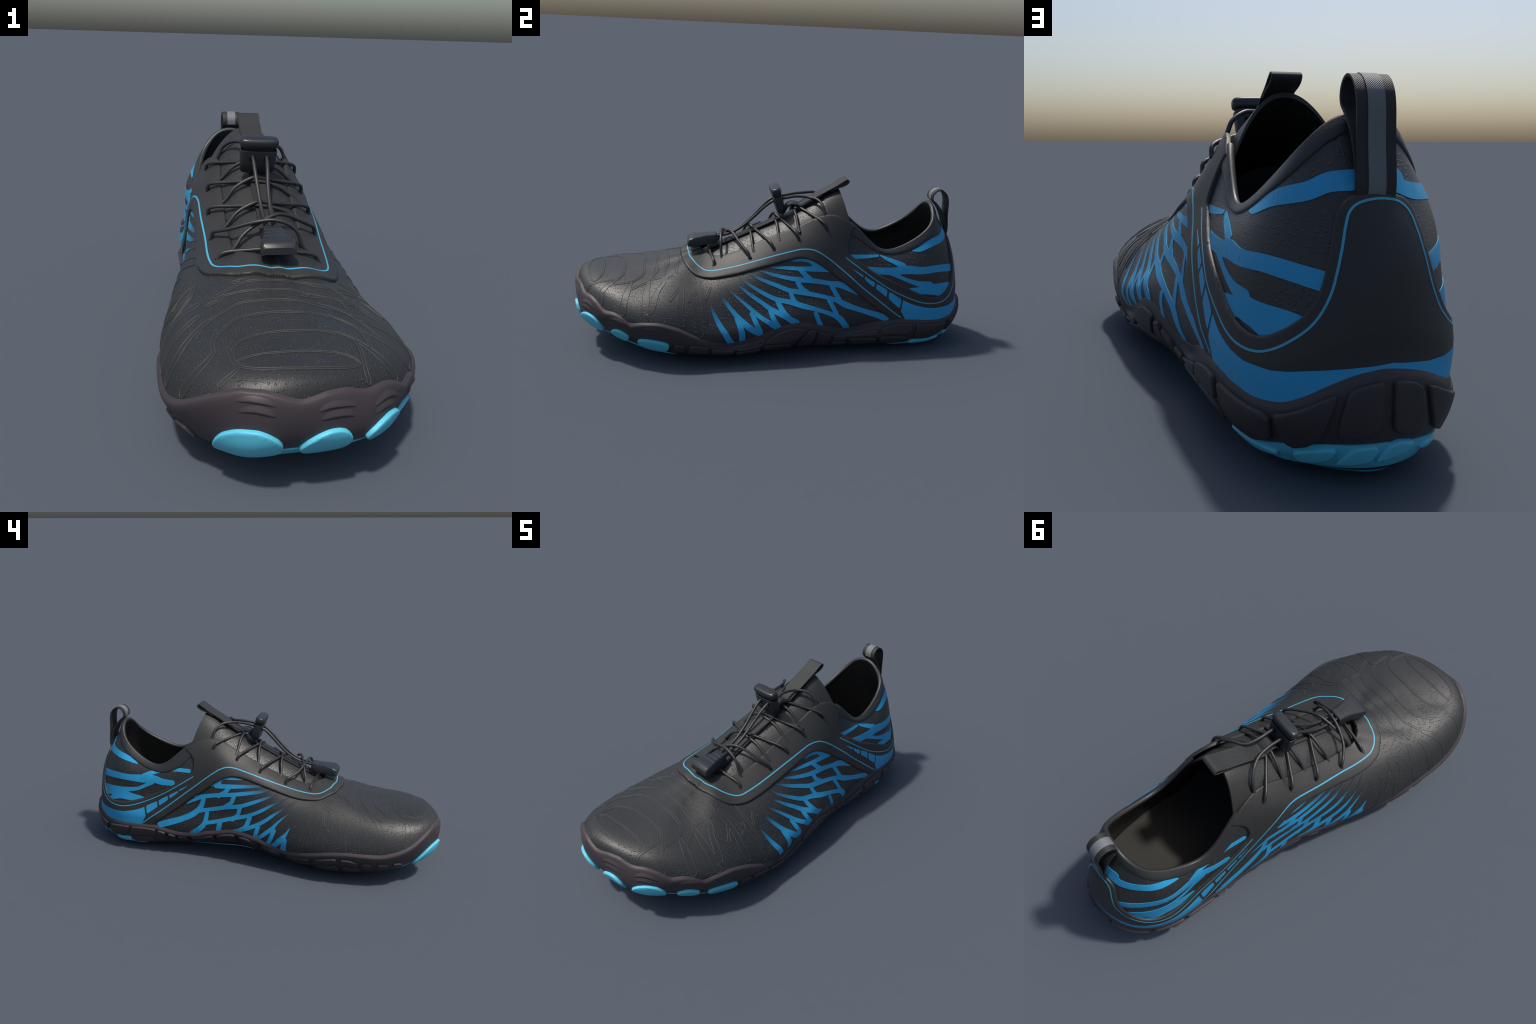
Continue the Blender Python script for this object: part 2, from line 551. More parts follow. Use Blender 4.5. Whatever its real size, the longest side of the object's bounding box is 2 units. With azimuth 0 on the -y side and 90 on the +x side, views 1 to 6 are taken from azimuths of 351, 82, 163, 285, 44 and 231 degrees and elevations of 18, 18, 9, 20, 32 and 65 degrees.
def sweep(path, radii, sides=10, up=None, closed_ends=True):
    """tube along a path; returns verts, faces"""
    p = np.asarray(path, float)
    r = np.broadcast_to(np.asarray(radii, float), (len(p),))
    tan = normalise(np.gradient(p, axis=0))
    ref = np.array([0, 0, 1.0]) if abs(tan[0][2]) < .9 else np.array([1.0, 0, 0])
    nrm = normalise(np.cross(tan[0], ref))
    verts = []
    for i in range(len(p)):
        nrm = normalise(nrm - tan[i] * np.dot(nrm, tan[i]))
        bi = np.cross(tan[i], nrm)
        for k in range(sides):
            a = 2 * math.pi * k / sides
            verts.append(p[i] + r[i] * (math.cos(a) * nrm + math.sin(a) * bi))
    faces = []
    for i in range(len(p) - 1):
        for k in range(sides):
            a, b = i * sides + k, i * sides + (k + 1) % sides
            faces.append((a, a + sides, b + sides, b)[::-1])
    if closed_ends:
        faces.append(tuple(range(sides))[::-1])
        faces.append(tuple(range((len(p) - 1) * sides, len(p) * sides)))
    return verts, faces


def tube(name, pts, radius, parent, mat, n=8, sides=12):
    v, f = sweep(catmull(pts, n), radius, sides)
    return make_mesh(name, v, f, parent, mat, 60)


def webbing(name, path, width, thick, parent, mat, n=6, shift=0.0, xc=None):
    """flat woven strap: path of (x, y, z[, half width scale]) with its width along x"""
    p = catmull(path, n)
    t = p[:, :3].copy()
    d = normalise(np.gradient(t, axis=0))
    nrm = normalise(np.cross(np.array([1.0, 0, 0]), d))
    w = width / 2 * (p[:, 3] if p.shape[1] > 3 else np.ones(len(p)))
    prof = [(-1, -.5), (-1, .3), (-.97, .5), (-.5, .5), (0, .5), (.5, .5), (.97, .5), (1, .3), (1, -.5),
            (.97, -.5), (0, -.5), (-.97, -.5)]
    verts = []
    for i in range(len(t)):
        for a, b in prof:
            verts.append(t[i] + np.array([a * w[i], 0, 0]) + nrm[i] * (b * thick + shift))
    k = len(prof)
    faces = []
    for i in range(len(t) - 1):
        for j in range(k):
            a, b = i * k + j, i * k + (j + 1) % k
            faces.append((a, b, b + k, a + k))
    faces.append(tuple(range(k))[::-1])
    faces.append(tuple(range((len(t) - 1) * k, len(t) * k)))
    return make_mesh(name, verts, faces, parent, mat, 35)


def superloft(name, sections, frame, parent, mat, sides=40, power=4.0, cap=(True, True), sharp=50):
    """stack of superellipse sections (z, half x, half y, centre y) in a local frame"""
    o, ax, ay, az = frame
    verts = []
    for z, hx, hy, cy in sections:
        for k in range(sides):
            a = 2 * math.pi * k / sides
            c, s = math.cos(a), math.sin(a)
            x = hx * math.copysign(abs(c) ** (2 / power), c)
            y = cy + hy * math.copysign(abs(s) ** (2 / power), s)
            verts.append(o + ax * x + ay * y + az * z)
    faces = []
    for i in range(len(sections) - 1):
        for k in range(sides):
            a, b = i * sides + k, i * sides + (k + 1) % sides
            faces.append((a, b, b + sides, a + sides))
    if cap[0]:
        faces.append(tuple(range(sides))[::-1])
    if cap[1]:
        faces.append(tuple(range((len(sections) - 1) * sides, len(sections) * sides)))
    return make_mesh(name, verts, faces, parent, mat, sharp)


# ----------------------------------------------------------------------------
#  4. materials
# ----------------------------------------------------------------------------
class Nodes:
    def __init__(self, name):
        self.mat = bpy.data.materials.new(name)
        self.mat.use_nodes = True
        self.t = self.mat.node_tree
        self.bsdf = self.t.nodes['Principled BSDF']
        self.obj = self.t.nodes.new('ShaderNodeTexCoord').outputs['Object']

    def new(self, kind, **kw):
        n = self.t.nodes.new(kind)
        for k, v in kw.items():
            if k.startswith('in_'):
                key = k[3:].replace('_', ' ')
                n.inputs[int(key) if key.isdigit() else key].default_value = v
            else:
                setattr(n, k, v)
        return n

    def link(self, a, b):
        self.t.links.new(a, b)

    def math(self, op, a, b=None, c=None):
        n = self.new('ShaderNodeMath', operation=op)
        for i, v in enumerate((a, b, c)):
            if v is None:
                continue
            if isinstance(v, (int, float)):
                n.inputs[i].default_value = v
            else:
                self.link(v, n.inputs[i])
        return n.outputs[0]

    def noise(self, scale, detail=3, rough=.5):
        n = self.new('ShaderNodeTexNoise', in_Scale=scale, in_Detail=detail, in_Roughness=rough)
        self.link(self.obj, n.inputs['Vector'])
        return n.outputs['Fac']

    def smooth(self, v, lo, hi, a=0.0, b=1.0):
        n = self.new('ShaderNodeMapRange', interpolation_type='SMOOTHSTEP')
        self.link(v, n.inputs[0])
        for i, x in enumerate((lo, hi, a, b)):
            n.inputs[i + 1].default_value = x
        return n.outputs[0]

    def mix(self, fac, a, b):
        n = self.new('ShaderNodeMix', data_type='RGBA')
        for sock, v in ((n.inputs[0], fac), (n.inputs[6], a), (n.inputs[7], b)):
            if isinstance(v, (int, float)):
                sock.default_value = v
            elif isinstance(v, tuple):
                sock.default_value = (*v, 1)
            else:
                self.link(v, sock)
        return n.outputs[2]

    def bump(self, height, dist, strength=1.0, normal=None):
        n = self.new('ShaderNodeBump', in_Distance=dist, in_Strength=strength)
        self.link(height, n.inputs['Height'])
        if normal:
            self.link(normal, n.inputs['Normal'])
        return n.outputs[0]

    def finish(self, color=None, rough=None, normal=None, spec=None):
        for key, v in (('Base Color', color), ('Roughness', rough), ('Normal', normal)):
            if v is None:
                continue
            if isinstance(v, (int, float)):
                self.bsdf.inputs[key].default_value = v
            elif isinstance(v, tuple):
                self.bsdf.inputs[key].default_value = (*v, 1)
            else:
                self.link(v, self.bsdf.inputs[key])
        if spec is not None:
            self.bsdf.inputs['Specular IOR Level'].default_value = spec
        return self.mat


BLACK_KNIT = (.021, .022, .022)
BLUE = (.024, .30, .56)


def dots(m, scale=88, size=.27):
    """raised pin dots scattered over the knit"""
    v = m.new('ShaderNodeTexVoronoi', in_Scale=scale, in_Randomness=.55)
    m.link(m.obj, v.inputs['Vector'])
    dot = m.smooth(v.outputs['Distance'], size * .55, size * 1.15, 1, 0)
    gate = m.smooth(m.noise(30, 1), .36, .44)
    return m.math('MULTIPLY', dot, gate)


def knit_material(name, color, dot_glint_tint, dot_scale=100):
    m = Nodes(name)
    d = dots(m, dot_scale)
    weave = m.new('ShaderNodeTexWave', in_Scale=90, in_Distortion=1.2)
    m.link(m.obj, weave.inputs['Vector'])
    fine = m.noise(420, 2)
    n1 = m.bump(m.math('ADD', m.math('MULTIPLY', weave.outputs['Fac'], .25), fine), .0009, .45)
    n2 = m.bump(d, .0026, .8, n1)
    tone = m.mix(m.noise(9, 3), tuple(c * .9 for c in color), tuple(c * 1.1 for c in color))
    return m.finish(m.mix(m.math('MULTIPLY', d, .55), tone, dot_glint_tint), m.smooth(fine, .3, .7, .40, .52), n2, .55)  # dots tinted paler: their highlights are baked into the base colour


def plain_material(name, color, rough, grain=300, depth=.0006, strength=.3, vary=.08, spec=.5):
    m = Nodes(name)
    f = m.noise(grain, 2)
    tone = m.mix(m.noise(7, 3), tuple(c * (1 - vary) for c in color), tuple(c * (1 + vary) for c in color))
    return m.finish(tone, m.smooth(f, .3, .7, rough - .05, rough + .05), m.bump(f, depth, strength), spec)


def fading_print():
    """blue screen print that dissolves into the black knit towards the forefoot"""
    m = Nodes('wing_print')
    sep = m.new('ShaderNodeSeparateXYZ')
    m.link(m.obj, sep.inputs[0])
    v = m.math('ADD', m.math('MULTIPLY_ADD', sep.outputs['Z'], -1.5, sep.outputs['Y']),
               m.math('MULTIPLY', m.math('SUBTRACT', m.noise(30, 2), .5), .05))
    f = m.smooth(v, -.80, -.55)
    tone = m.mix(m.noise(14, 3), tuple(c * .92 for c in BLUE), tuple(c * 1.06 for c in BLUE))
    fine = m.noise(420, 2)
    return m.finish(m.mix(f, (.022, .023, .023), tone), .5, m.bump(fine, .0006, .3), .35)


def web_material(name, color, scale=230, tilt=.6):
    m = Nodes(name)
    mp = m.new('ShaderNodeMapping', in_Rotation=(0, tilt, tilt))
    m.link(m.obj, mp.inputs['Vector'])
    w = m.new('ShaderNodeTexWave', in_Scale=scale / 6.28, in_Distortion=.4)
    m.link(mp.outputs[0], w.inputs['Vector'])
    fine = m.noise(500, 2)
    h = m.math('ADD', w.outputs['Fac'], m.math('MULTIPLY', fine, .6))
    c = m.mix(w.outputs['Fac'], tuple(x * .85 for x in color), tuple(x * 1.1 for x in color))
    return m.finish(c, .6, m.bump(h, .0010, .5), .4)


M_KNIT = knit_material('black_knit', BLACK_KNIT, (.055, .055, .052))
M_TONGUE = knit_material('tongue_knit', (.024, .025, .025), (.075, .073, .066), 92)
M_BAND = plain_material('smooth_knit_band', (.023, .024, .024), .46, 420, .0006, .3, .05, .5)
M_EDGE_GLINT = plain_material('painted_edge_glint', (.050, .050, .048), .5, 420, .0005, .3, .1, .5)  # knit colour lightened so the band rims carry a drawn-on sunlit line
M_WING = fading_print()
M_BLUE = plain_material('blue_print', BLUE, .5, 420, .0006, .3, .07, .35)
M_SADDLE = plain_material('black_film', (.027, .027, .026), .52, 600, .0004, .25, .06, .4)
M_ACCENT = plain_material('light_blue_line', (.055, .33, .50), .5, 500, .0005, .3, .1, .4)
M_COLLAR = plain_material('collar_knit', (.024, .025, .025), .45, 380, .0009, .5, .06, .5)
M_LINING = plain_material('lining_cloth', (.020, .020, .018), .9, 420, .0008, .5, .1, .2)
M_INSOLE = plain_material('insole_cloth', (.040, .0395, .035), .85, 400, .0008, .5, .08, .2)
M_SOLE = plain_material('dark_rubber', (.046, .037, .042), .55, 260, .0005, .2, .05, .4)
M_LUG = plain_material('dark_rubber_lug', (.044, .037, .041), .6, 260, .0006, .3, .05, .35)
M_PAD = plain_material('cyan_rubber', (.10, .50, .66), .5, 200, .0006, .25, .05, .4)
M_LACE = plain_material('lace_cord', (.024, .024, .024), .42, 700, .0008, .4, .05, .5)
M_LOCK = plain_material('black_plastic', (.020, .022, .026), .36, 500, .0002, .15, .04, .5)
M_HOLE = plain_material('shadow_hole', (.004, .004, .004), .9, 300, .0002, .1, .05, .1)
M_WEB = web_material('black_webbing', (.024, .025, .025), 640)
M_GREY = web_material('reflective_webbing', (.15, .16, .175), 640)
M_TEAL = plain_material('teal_edge', (.03, .10, .12), .5)

# ----------------------------------------------------------------------------
#  5. knitted upper
# ----------------------------------------------------------------------------
def upper_sheet_mesh():
    ns, nt = 16, 16
    s = np.arange(NR * ns) / ns
    low = rim_t(s) - .12                       # tucked just under the rubber lip
    u = np.linspace(0, 1, 5 * nt)
    t = (low[:, None] + (5 - low)[:, None] * u).ravel()
    g = UPPER.at(np.repeat(s, len(u)), t)
    return make_mesh('upper', g, grid_faces(len(s), len(u), True), ROOT, M_KNIT, 0)


upper = upper_sheet_mesh()

# ----------------------------------------------------------------------------
#  layout of prints, overlays and lugs, in surface coordinates
# ----------------------------------------------------------------------------
# blue wing lattice, lateral side: strokes of (s, t, width in mm)
WING_LATERAL_UPPER = [
    [(8.18, 3.86, 6), (7.56, 3.58, 16), (6.93, 3.43, 20), (6.37, 3.44, 26), (5.72, 3.43, 22)],
    [(6.95, 3.37, 22), (6.77, 3.2, 24), (6.58, 3.05, 26)],
    [(8.58, 3.95, 6), (8.04, 3.5, 16), (7.43, 3.16, 20), (6.95, 3.02, 24), (6.44, 3, 24), (5.79, 2.94, 22), (5.37, 2.88, 30), (4.97, 2.72, 22), (4.65, 2.55, 12)],
    [(7.11, 2.95, 22), (6.95, 2.67, 24), (6.72, 2.46, 26)],
    [(9.02, 4.1, 6), (8.51, 3.53, 16), (7.91, 3, 20), (7.44, 2.66, 22), (6.95, 2.49, 26), (6.63, 2.41, 22), (6, 2.32, 20), (5.53, 2.23, 24), (5.17, 2.08, 30), (4.74, 1.9, 24), (3.86, 1.43, 30), (3.55, 1.27, 32)],
    [(5.72, 2.89, 24), (5.6, 2.6, 22), (5.41, 2.23, 24)],
    [(7.39, 2.52, 20), (7.21, 2.05, 24), (6.96, 1.86, 24)],
    [(9.35, 4.16, 5), (9.09, 3.73, 12), (8.54, 2.96, 18), (7.99, 2.44, 22), (7.43, 2.12, 24), (6.96, 1.86, 26), (6.35, 1.69, 20), (5.71, 1.54, 22), (5.45, 1.39, 30), (5.12, 0.88, 30)],
    [(5.86, 2.21, 22), (5.67, 1.8, 22), (5.54, 1.48, 24)],
]
WING_LATERAL_LOWER = [
    [(7.94, 2.35, 22), (7.67, 1.67, 26), (7.45, 1.31, 28), (7.17, 1.1, 28)],
    [(9.32, 3.65, 8), (8.98, 3.07, 16), (8.54, 2.49, 20), (8.17, 2.02, 24), (7.83, 1.67, 26), (7.51, 1.38, 28)],
    [(8.2, 1.95, 22), (8.04, 1.41, 24), (7.85, 1.03, 24)],
    [(9.78, 3.74, 4), (9.4, 3.15, 12), (8.98, 2.43, 18), (8.68, 1.96, 22), (8.37, 1.54, 22), (7.94, 1.04, 26)],
    [(8.89, 2.13, 22), (8.73, 1.57, 22), (8.54, 0.99, 24)],
    [(9.98, 3.49, 5), (9.8, 3.09, 16), (9.51, 2.42, 22), (9.25, 1.9, 28), (8.92, 1.35, 30), (8.55, 0.9, 28)],
    [(9.42, 2.14, 24), (9.27, 1.51, 28), (9.19, 0.69, 30)],
    [(10.31, 2.97, 8), (10.1, 2.28, 20), (9.86, 1.57, 26), (9.55, 0.61, 30)],
    [(6.42, 1.52, 22), (6.33, 1.25, 22), (6.22, 0.99, 24)],
]
WING_LATERAL_CREST = [(7.39, 3.8), (6.8, 3.77), (6.49, 3.75), (6.15, 3.65), (5.89, 3.51), (5.68, 3.37), (6.38, 3.37), (6.41, 3.52), (6.6, 3.65), (7.24, 3.71)]
# medial side
WING_MEDIAL_UPPER = [
    [(26.76, 3.29, 22), (26.27, 3.4, 24), (25.59, 3.62, 20), (24.74, 3.81, 14), (24.24, 4.01, 5)],
    [(26.15, 3.38, 24), (26.32, 3.17, 22), (26.61, 2.97, 26)],
    [(27.7, 2.77, 12), (27.41, 2.82, 22), (26.65, 2.99, 22), (25.96, 3.17, 22), (25.15, 3.46, 20), (24.43, 3.65, 14), (24.03, 3.9, 5)],
    [(25.86, 3.14, 24), (25.96, 2.81, 22), (26.26, 2.5, 26)],
    [(28.03, 2.46, 6), (27.73, 2.65, 18), (27.33, 2.82, 24), (27.31, 2.78, 24), (27.42, 2.37, 28), (27.73, 2.03, 32), (28.23, 1.73, 32), (28.72, 1.49, 36), (29.14, 1.31, 36)],
    [(27.6, 2.15, 24), (27.02, 2.27, 20), (26.9, 2.29, 22), (26.22, 2.47, 22), (25.52, 2.75, 22), (24.73, 3.18, 18), (24.23, 3.4, 12), (23.69, 3.79, 4)],
    [(25.52, 2.66, 24), (25.66, 2.08, 22), (25.92, 1.82, 28)],
    [(27.23, 1.56, 20), (26.63, 1.64, 22), (25.93, 1.85, 22), (25.09, 2.31, 20), (24.48, 2.76, 18), (24.04, 3.07, 12), (23.3, 3.66, 4)],
    [(27.13, 2.11, 22), (27.23, 1.58, 26), (27.44, 1.29, 30), (27.83, 0.95, 30)],
]
WING_MEDIAL_LOWER = [
    [(25, 2.21, 26), (25.2, 1.57, 24), (25.56, 1.24, 24)],
    [(25.92, 1.11, 14), (25.22, 1.45, 22), (24.74, 1.81, 22), (24.32, 2.23, 20), (24, 2.58, 16), (23.71, 2.87, 8), (23.08, 3.51, 4)],
    [(26.52, 1.56, 28), (26.6, 1.17, 28)],
    [(24.56, 1.87, 22), (24.69, 1.27, 24), (24.73, 1.11, 26)],
    [(24.51, 1.23, 20), (24.19, 1.66, 22), (23.97, 1.98, 20), (23.74, 2.37, 12), (23.35, 2.84, 4)],
    [(23.9, 1.9, 26), (23.99, 1.48, 22), (24.13, 1.02, 26)],
    [(23.91, 0.99, 26), (23.59, 1.55, 30), (23.45, 1.85, 16), (23.31, 2.2, 4)],
    [(23.47, 1.54, 22), (23.54, 0.9, 34)],
]
WING_MEDIAL_CREST = [(27.1, 3.23), (26.85, 3.41), (26.58, 3.59), (26.25, 3.76), (25.86, 3.9), (25.4, 3.95), (25.72, 3.84), (26.15, 3.69), (26.46, 3.58), (26.57, 3.44), (26.45, 3.39), (26.27, 3.39)]
# stripes behind the saddle
STRIPES_LATERAL = [
    [(2.52, 4.45, 6), (2.32, 4.37, 24), (1.93, 4.35, 36), (1.19, 4.13, 40), (0.84, 4.14, 42), (0.36, 4.1, 44), (-0.6, 4.18, 42)],
    [(0.33, 2.58, 40), (1.69, 3.25, 36), (2.32, 3.34, 36), (2.84, 3.32, 42), (3.23, 3.25, 36), (3.9, 3.45, 34), (4.12, 3.49, 34)],
    [(2.9, 3.54, 30), (3.19, 3.93, 22), (3.44, 4.2, 16), (3.62, 4.36, 8)],
    [(4.81, 3.91, 22), (4.24, 4.06, 18), (3.75, 4.29, 12)],
    [(3.39, 3.25, 26), (3.11, 2.98, 20), (2.86, 2.83, 18), (2.47, 2.74, 26), (2.06, 2.67, 40)],
]
STRIPE_MASS_LATERAL = [(2.58, 2.77), (2.06, 2.8), (0.9, 2.18), (1.21, 2.02), (1.57, 1.95), (1.7, 1.98), (1.92, 2.17), (2.21, 2.28), (2.39, 2.25), (2.61, 2.36), (2.84, 2.47), (2.25, 2.64)]
STRIPES_MEDIAL = [
    [(32.58, 4.08, 40), (32.11, 4.04, 38), (31.39, 4.27, 34), (30.96, 4.43, 32), (30.59, 4.53, 24), (30.34, 4.53, 6)],
    [(32.41, 2.79, 40), (31.14, 3.44, 36), (30.54, 3.63, 36), (30.01, 3.73, 46), (29.46, 3.84, 42), (29.1, 3.67, 36), (28.68, 3.52, 30)],
    [(29.91, 3.93, 30), (29.52, 4.36, 24), (29.16, 4.51, 20), (28.65, 4.35, 20), (28.06, 3.97, 22)],
    [(29.53, 3.6, 26), (29.82, 3.36, 20), (30.18, 3.12, 20), (30.7, 2.95, 26), (31.27, 2.66, 30), (31.99, 2.29, 34)],
]
STRIPE_MASS_MEDIAL = [(32.06, 2.31), (31.28, 2.71), (30.81, 2.96), (30.32, 3.18), (30.04, 3.22), (30.62, 2.84), (30.32, 2.8), (29.86, 2.7), (30.31, 2.47), (30.56, 2.42), (30.87, 2.36), (31.21, 2.09), (31.52, 2.03), (31.28, 2.31), (31.7, 2.06), (31.9, 2.16)]
# smooth bands embossed between the dotted cells of the forefoot
TOE_ARCS = [
    [(17.75, 3.03, 7), (17.56, 3.2, 7), (17.05, 3.37, 7), (16.55, 3.43, 7), (15.88, 3.43, 7), (15.39, 3.34, 7), (15.07, 3.22, 7), (14.89, 3.08, 7), (14.83, 2.93, 7), (14.85, 2.81, 7), (15.07, 2.79, 7), (15.5, 2.93, 7), (16, 3.02, 7), (16.89, 3, 7), (17.39, 2.98, 7), (17.75, 3.03, 7)],
    [(17.77, 3.04, 8), (18.1, 3.24, 8), (18.17, 3.46, 8), (17.67, 3.71, 8), (16.95, 3.84, 8), (15.47, 3.8, 8), (14.76, 3.66, 8), (14.34, 3.49, 8), (14.72, 3.65, 8), (14.21, 3.42, 9), (14.14, 3.23, 9), (14.37, 3.08, 9), (14.67, 2.85, 10), (14.87, 2.54, 12), (14.94, 2.17, 14)],
    [(18.84, 3.08, 8), (19.11, 3.27, 8), (18.78, 3.85, 8), (18.02, 4.06, 8), (16.34, 4.19, 8), (14.78, 4.04, 8), (13.85, 3.83, 8), (13.42, 3.61, 8), (14.07, 3.89, 8), (13.45, 3.62, 9), (13.33, 3.38, 9), (13.43, 3.22, 9), (13.75, 3.07, 9), (14.04, 2.95, 9)],
    [(19.72, 3.03, 8), (19.9, 3.3, 8), (19.11, 4.08, 8), (18.16, 4.26, 8), (16.03, 4.37, 8), (14.17, 4.17, 8), (13.17, 3.92, 8), (12.89, 3.68, 8), (13.71, 4.07, 8), (12.95, 3.74, 9), (12.76, 3.48, 10), (12.86, 3.25, 10), (13.16, 2.9, 10)],
    [(20.59, 3.58, 12), (20.16, 3.98, 10), (20.3, 3.98, 8), (19.39, 4.27, 8), (18.23, 4.43, 8), (15.56, 4.51, 8), (13.48, 4.28, 8), (12.8, 4, 8), (13.66, 4.24, 8), (12.58, 3.89, 9), (12.38, 3.7, 10), (12.45, 3.62, 10), (12.75, 3.48, 10)],
    [(20.58, 3.82, 12), (19.12, 4.54, 10), (20.31, 4.3, 8), (18.28, 4.58, 8), (14.96, 4.63, 8), (12.88, 4.4, 8), (12.17, 4, 8), (12.54, 4.22, 8), (11.96, 3.89, 9), (12.12, 3.68, 10)],
]
TOE_BANDS_LATERAL = [
    [(14.1, 3.21, 10), (14.19, 2.82, 22), (14.25, 2.5, 26), (14.24, 1.93, 26)],
    [(13.37, 3.17, 10), (13.27, 2.84, 26), (13.28, 2.38, 30), (13.32, 1.78, 32)],
    [(12.74, 3.39, 14), (12.55, 3.05, 28), (12.42, 2.53, 32), (12.41, 1.71, 32)],
    [(12.39, 3.68, 14), (12.13, 3.5, 18), (12.14, 3.19, 22), (12.13, 2.61, 30), (12.19, 2.21, 30)],
    [(12.01, 3.85, 14), (11.51, 3.63, 20), (11.26, 3.07, 26), (11.22, 2.42, 30), (11.11, 1.8, 30)],
    [(11.71, 3.9, 8), (11.21, 3.62, 12), (10.97, 3.27, 16), (10.75, 2.7, 26), (10.61, 1.92, 28), (10.52, 1.43, 28)],
    [(10.86, 4.03, 6), (10.7, 3.68, 12), (10.52, 2.94, 16), (10.43, 2.12, 18)],
    [(11.44, 3.44, 10), (11.59, 2.9, 14)],
    [(10.83, 3.44, 10), (10.98, 2.98, 14)],
    [(10.33, 3.77, 8), (10.46, 3.27, 12)],
]
TOE_BANDS_MEDIAL = [
    [(19.98, 3.43, 12), (19.96, 2.92, 20), (19.88, 2.39, 30), (19.92, 1.66, 30)],
    [(19.32, 3.42, 10), (19.06, 3.18, 10), (18.82, 3.05, 10)],
    [(18.42, 3.28, 9), (17.89, 3.08, 9), (17.56, 2.9, 10), (17.88, 2.36, 12)],
    [(18.75, 3.07, 10), (18.75, 2.77, 18), (18.85, 2.22, 26), (18.97, 1.81, 28)],
    [(20.49, 3.29, 18), (20.64, 2.75, 24), (20.73, 2.12, 28), (20.73, 1.55, 28)],
    [(21.03, 3.35, 22), (21.41, 2.5, 28), (21.42, 1.44, 30)],
    [(22, 3.45, 14), (21.74, 3.21, 20), (21.89, 2.47, 20), (22.14, 2.09, 28), (22.19, 1.27, 32)],
    [(21.62, 3.24, 10), (21.47, 2.56, 12)],
    [(22.06, 3.3, 10), (22.1, 2.77, 10), (22.04, 2.54, 12)],
    [(22.26, 2.88, 10), (22.55, 2.19, 12)],
    [(22.55, 2.89, 10), (22.78, 1.97, 16), (22.94, 1.07, 20)],
    [(23.24, 2.9, 8), (23.67, 2.09, 10)],
]
# saddle outline, front centre -> under the wing -> rim
SADDLE_LATERAL = [(16.9, 4.71), (14.35, 4.64), (13.06, 4.51), (12.28, 4.35), (11.68, 4.18), (11.15, 4.07), (10.85, 4.06), (10.55, 4.08),
    (10.21, 4.12), (9.90, 4.16), (9.35, 4.16), (8.79, 4.08), (8.17, 3.91), (7.55, 3.81), (7.08, 3.79), (6.74, 3.76),
    (6.37, 3.68), (5.91, 3.47), (5.33, 3.05), (4.67, 2.55), (4.21, 2.08), (3.74, 1.60), (3.42, 1.25), (3.25, 1.05)]
SADDLE_MEDIAL = [(s - NR, t) for s, t in [(16.9, 4.71), (18.61, 4.64), (19.8, 4.54), (20.86, 4.30), (21.55, 4.10), (22.01, 3.88), (22.49, 3.69),
    (22.99, 3.60), (23.46, 3.63), (24.11, 3.77), (24.82, 3.90), (25.38, 3.96), (25.82, 3.91), (26.2, 3.76),
    (26.72, 3.44), (27.43, 2.98), (27.72, 2.80), (28.37, 2.26), (29.04, 1.67), (29.42, 1.34), (29.6, 1.15)]]
# top edge: collar lobe -> band -> over the heel counter (heel back is s = 0)
TOP_MEDIAL = [(s - NR, t) for s, t in [(28.16, 5.0), (28.12, 4.85), (27.93, 4.50), (27.87, 4.25), (27.89, 3.99), (27.99, 3.83),
    (28.18, 3.72), (28.56, 3.45), (29.02, 3.14), (29.75, 2.76), (30.29, 2.52), (30.77, 2.26), (31.14, 2.10),
    (31.48, 2.08), (31.78, 2.25), (31.96, 2.52), (32.08, 2.82), (32.15, 3.13), (32.20, 3.50), (32.27, 3.76), (32.40, 3.86), (32.65, 3.90)]]
TOP_LATERAL = [(.0, 3.91), (.28, 3.90), (.46, 3.87), (.60, 3.80), (.69, 3.66), (.74, 3.37), (.78, 2.97), (.87, 2.56), (1.04, 2.28),
    (1.37, 2.08), (1.7, 2.01), (2.11, 2.15), (2.42, 2.31), (2.75, 2.48), (3.26, 2.78), (4.11, 3.55), (4.70, 3.88),
    (4.90, 3.97), (4.98, 4.08), (5.01, 4.33), (5.01, 4.58), (4.94, 4.85), (4.87, 5.0)]
# thin light-blue piping drawn on the film
LINE_FRONT = [(3.04, 1.32), (3.30, 1.58), (3.89, 2.20), (4.49, 2.83), (5.11, 3.32), (5.90, 3.86), (6.39, 4.03), (6.89, 4.08),
    (7.22, 4.08), (8.01, 4.18), (8.78, 4.37), (9.61, 4.45), (10.2, 4.40), (10.39, 4.37), (10.65, 4.35), (10.95, 4.37), (11.45, 4.43),
    (11.94, 4.52), (12.54, 4.63), (13.64, 4.75), (16.55, 4.82), (18.75, 4.76), (20.44, 4.60), (21.57, 4.33), (22.1, 4.18), (22.45, 4.11), (22.95, 4.06),
    (23.81, 4.12), (24.7, 4.20), (25.49, 4.25), (25.90, 4.22), (26.27, 4.09), (26.58, 3.90), (27.0, 3.63), (27.74, 3.22),
    (28.37, 2.69), (29.03, 2.10), (29.60, 1.69), (29.94, 1.37)]
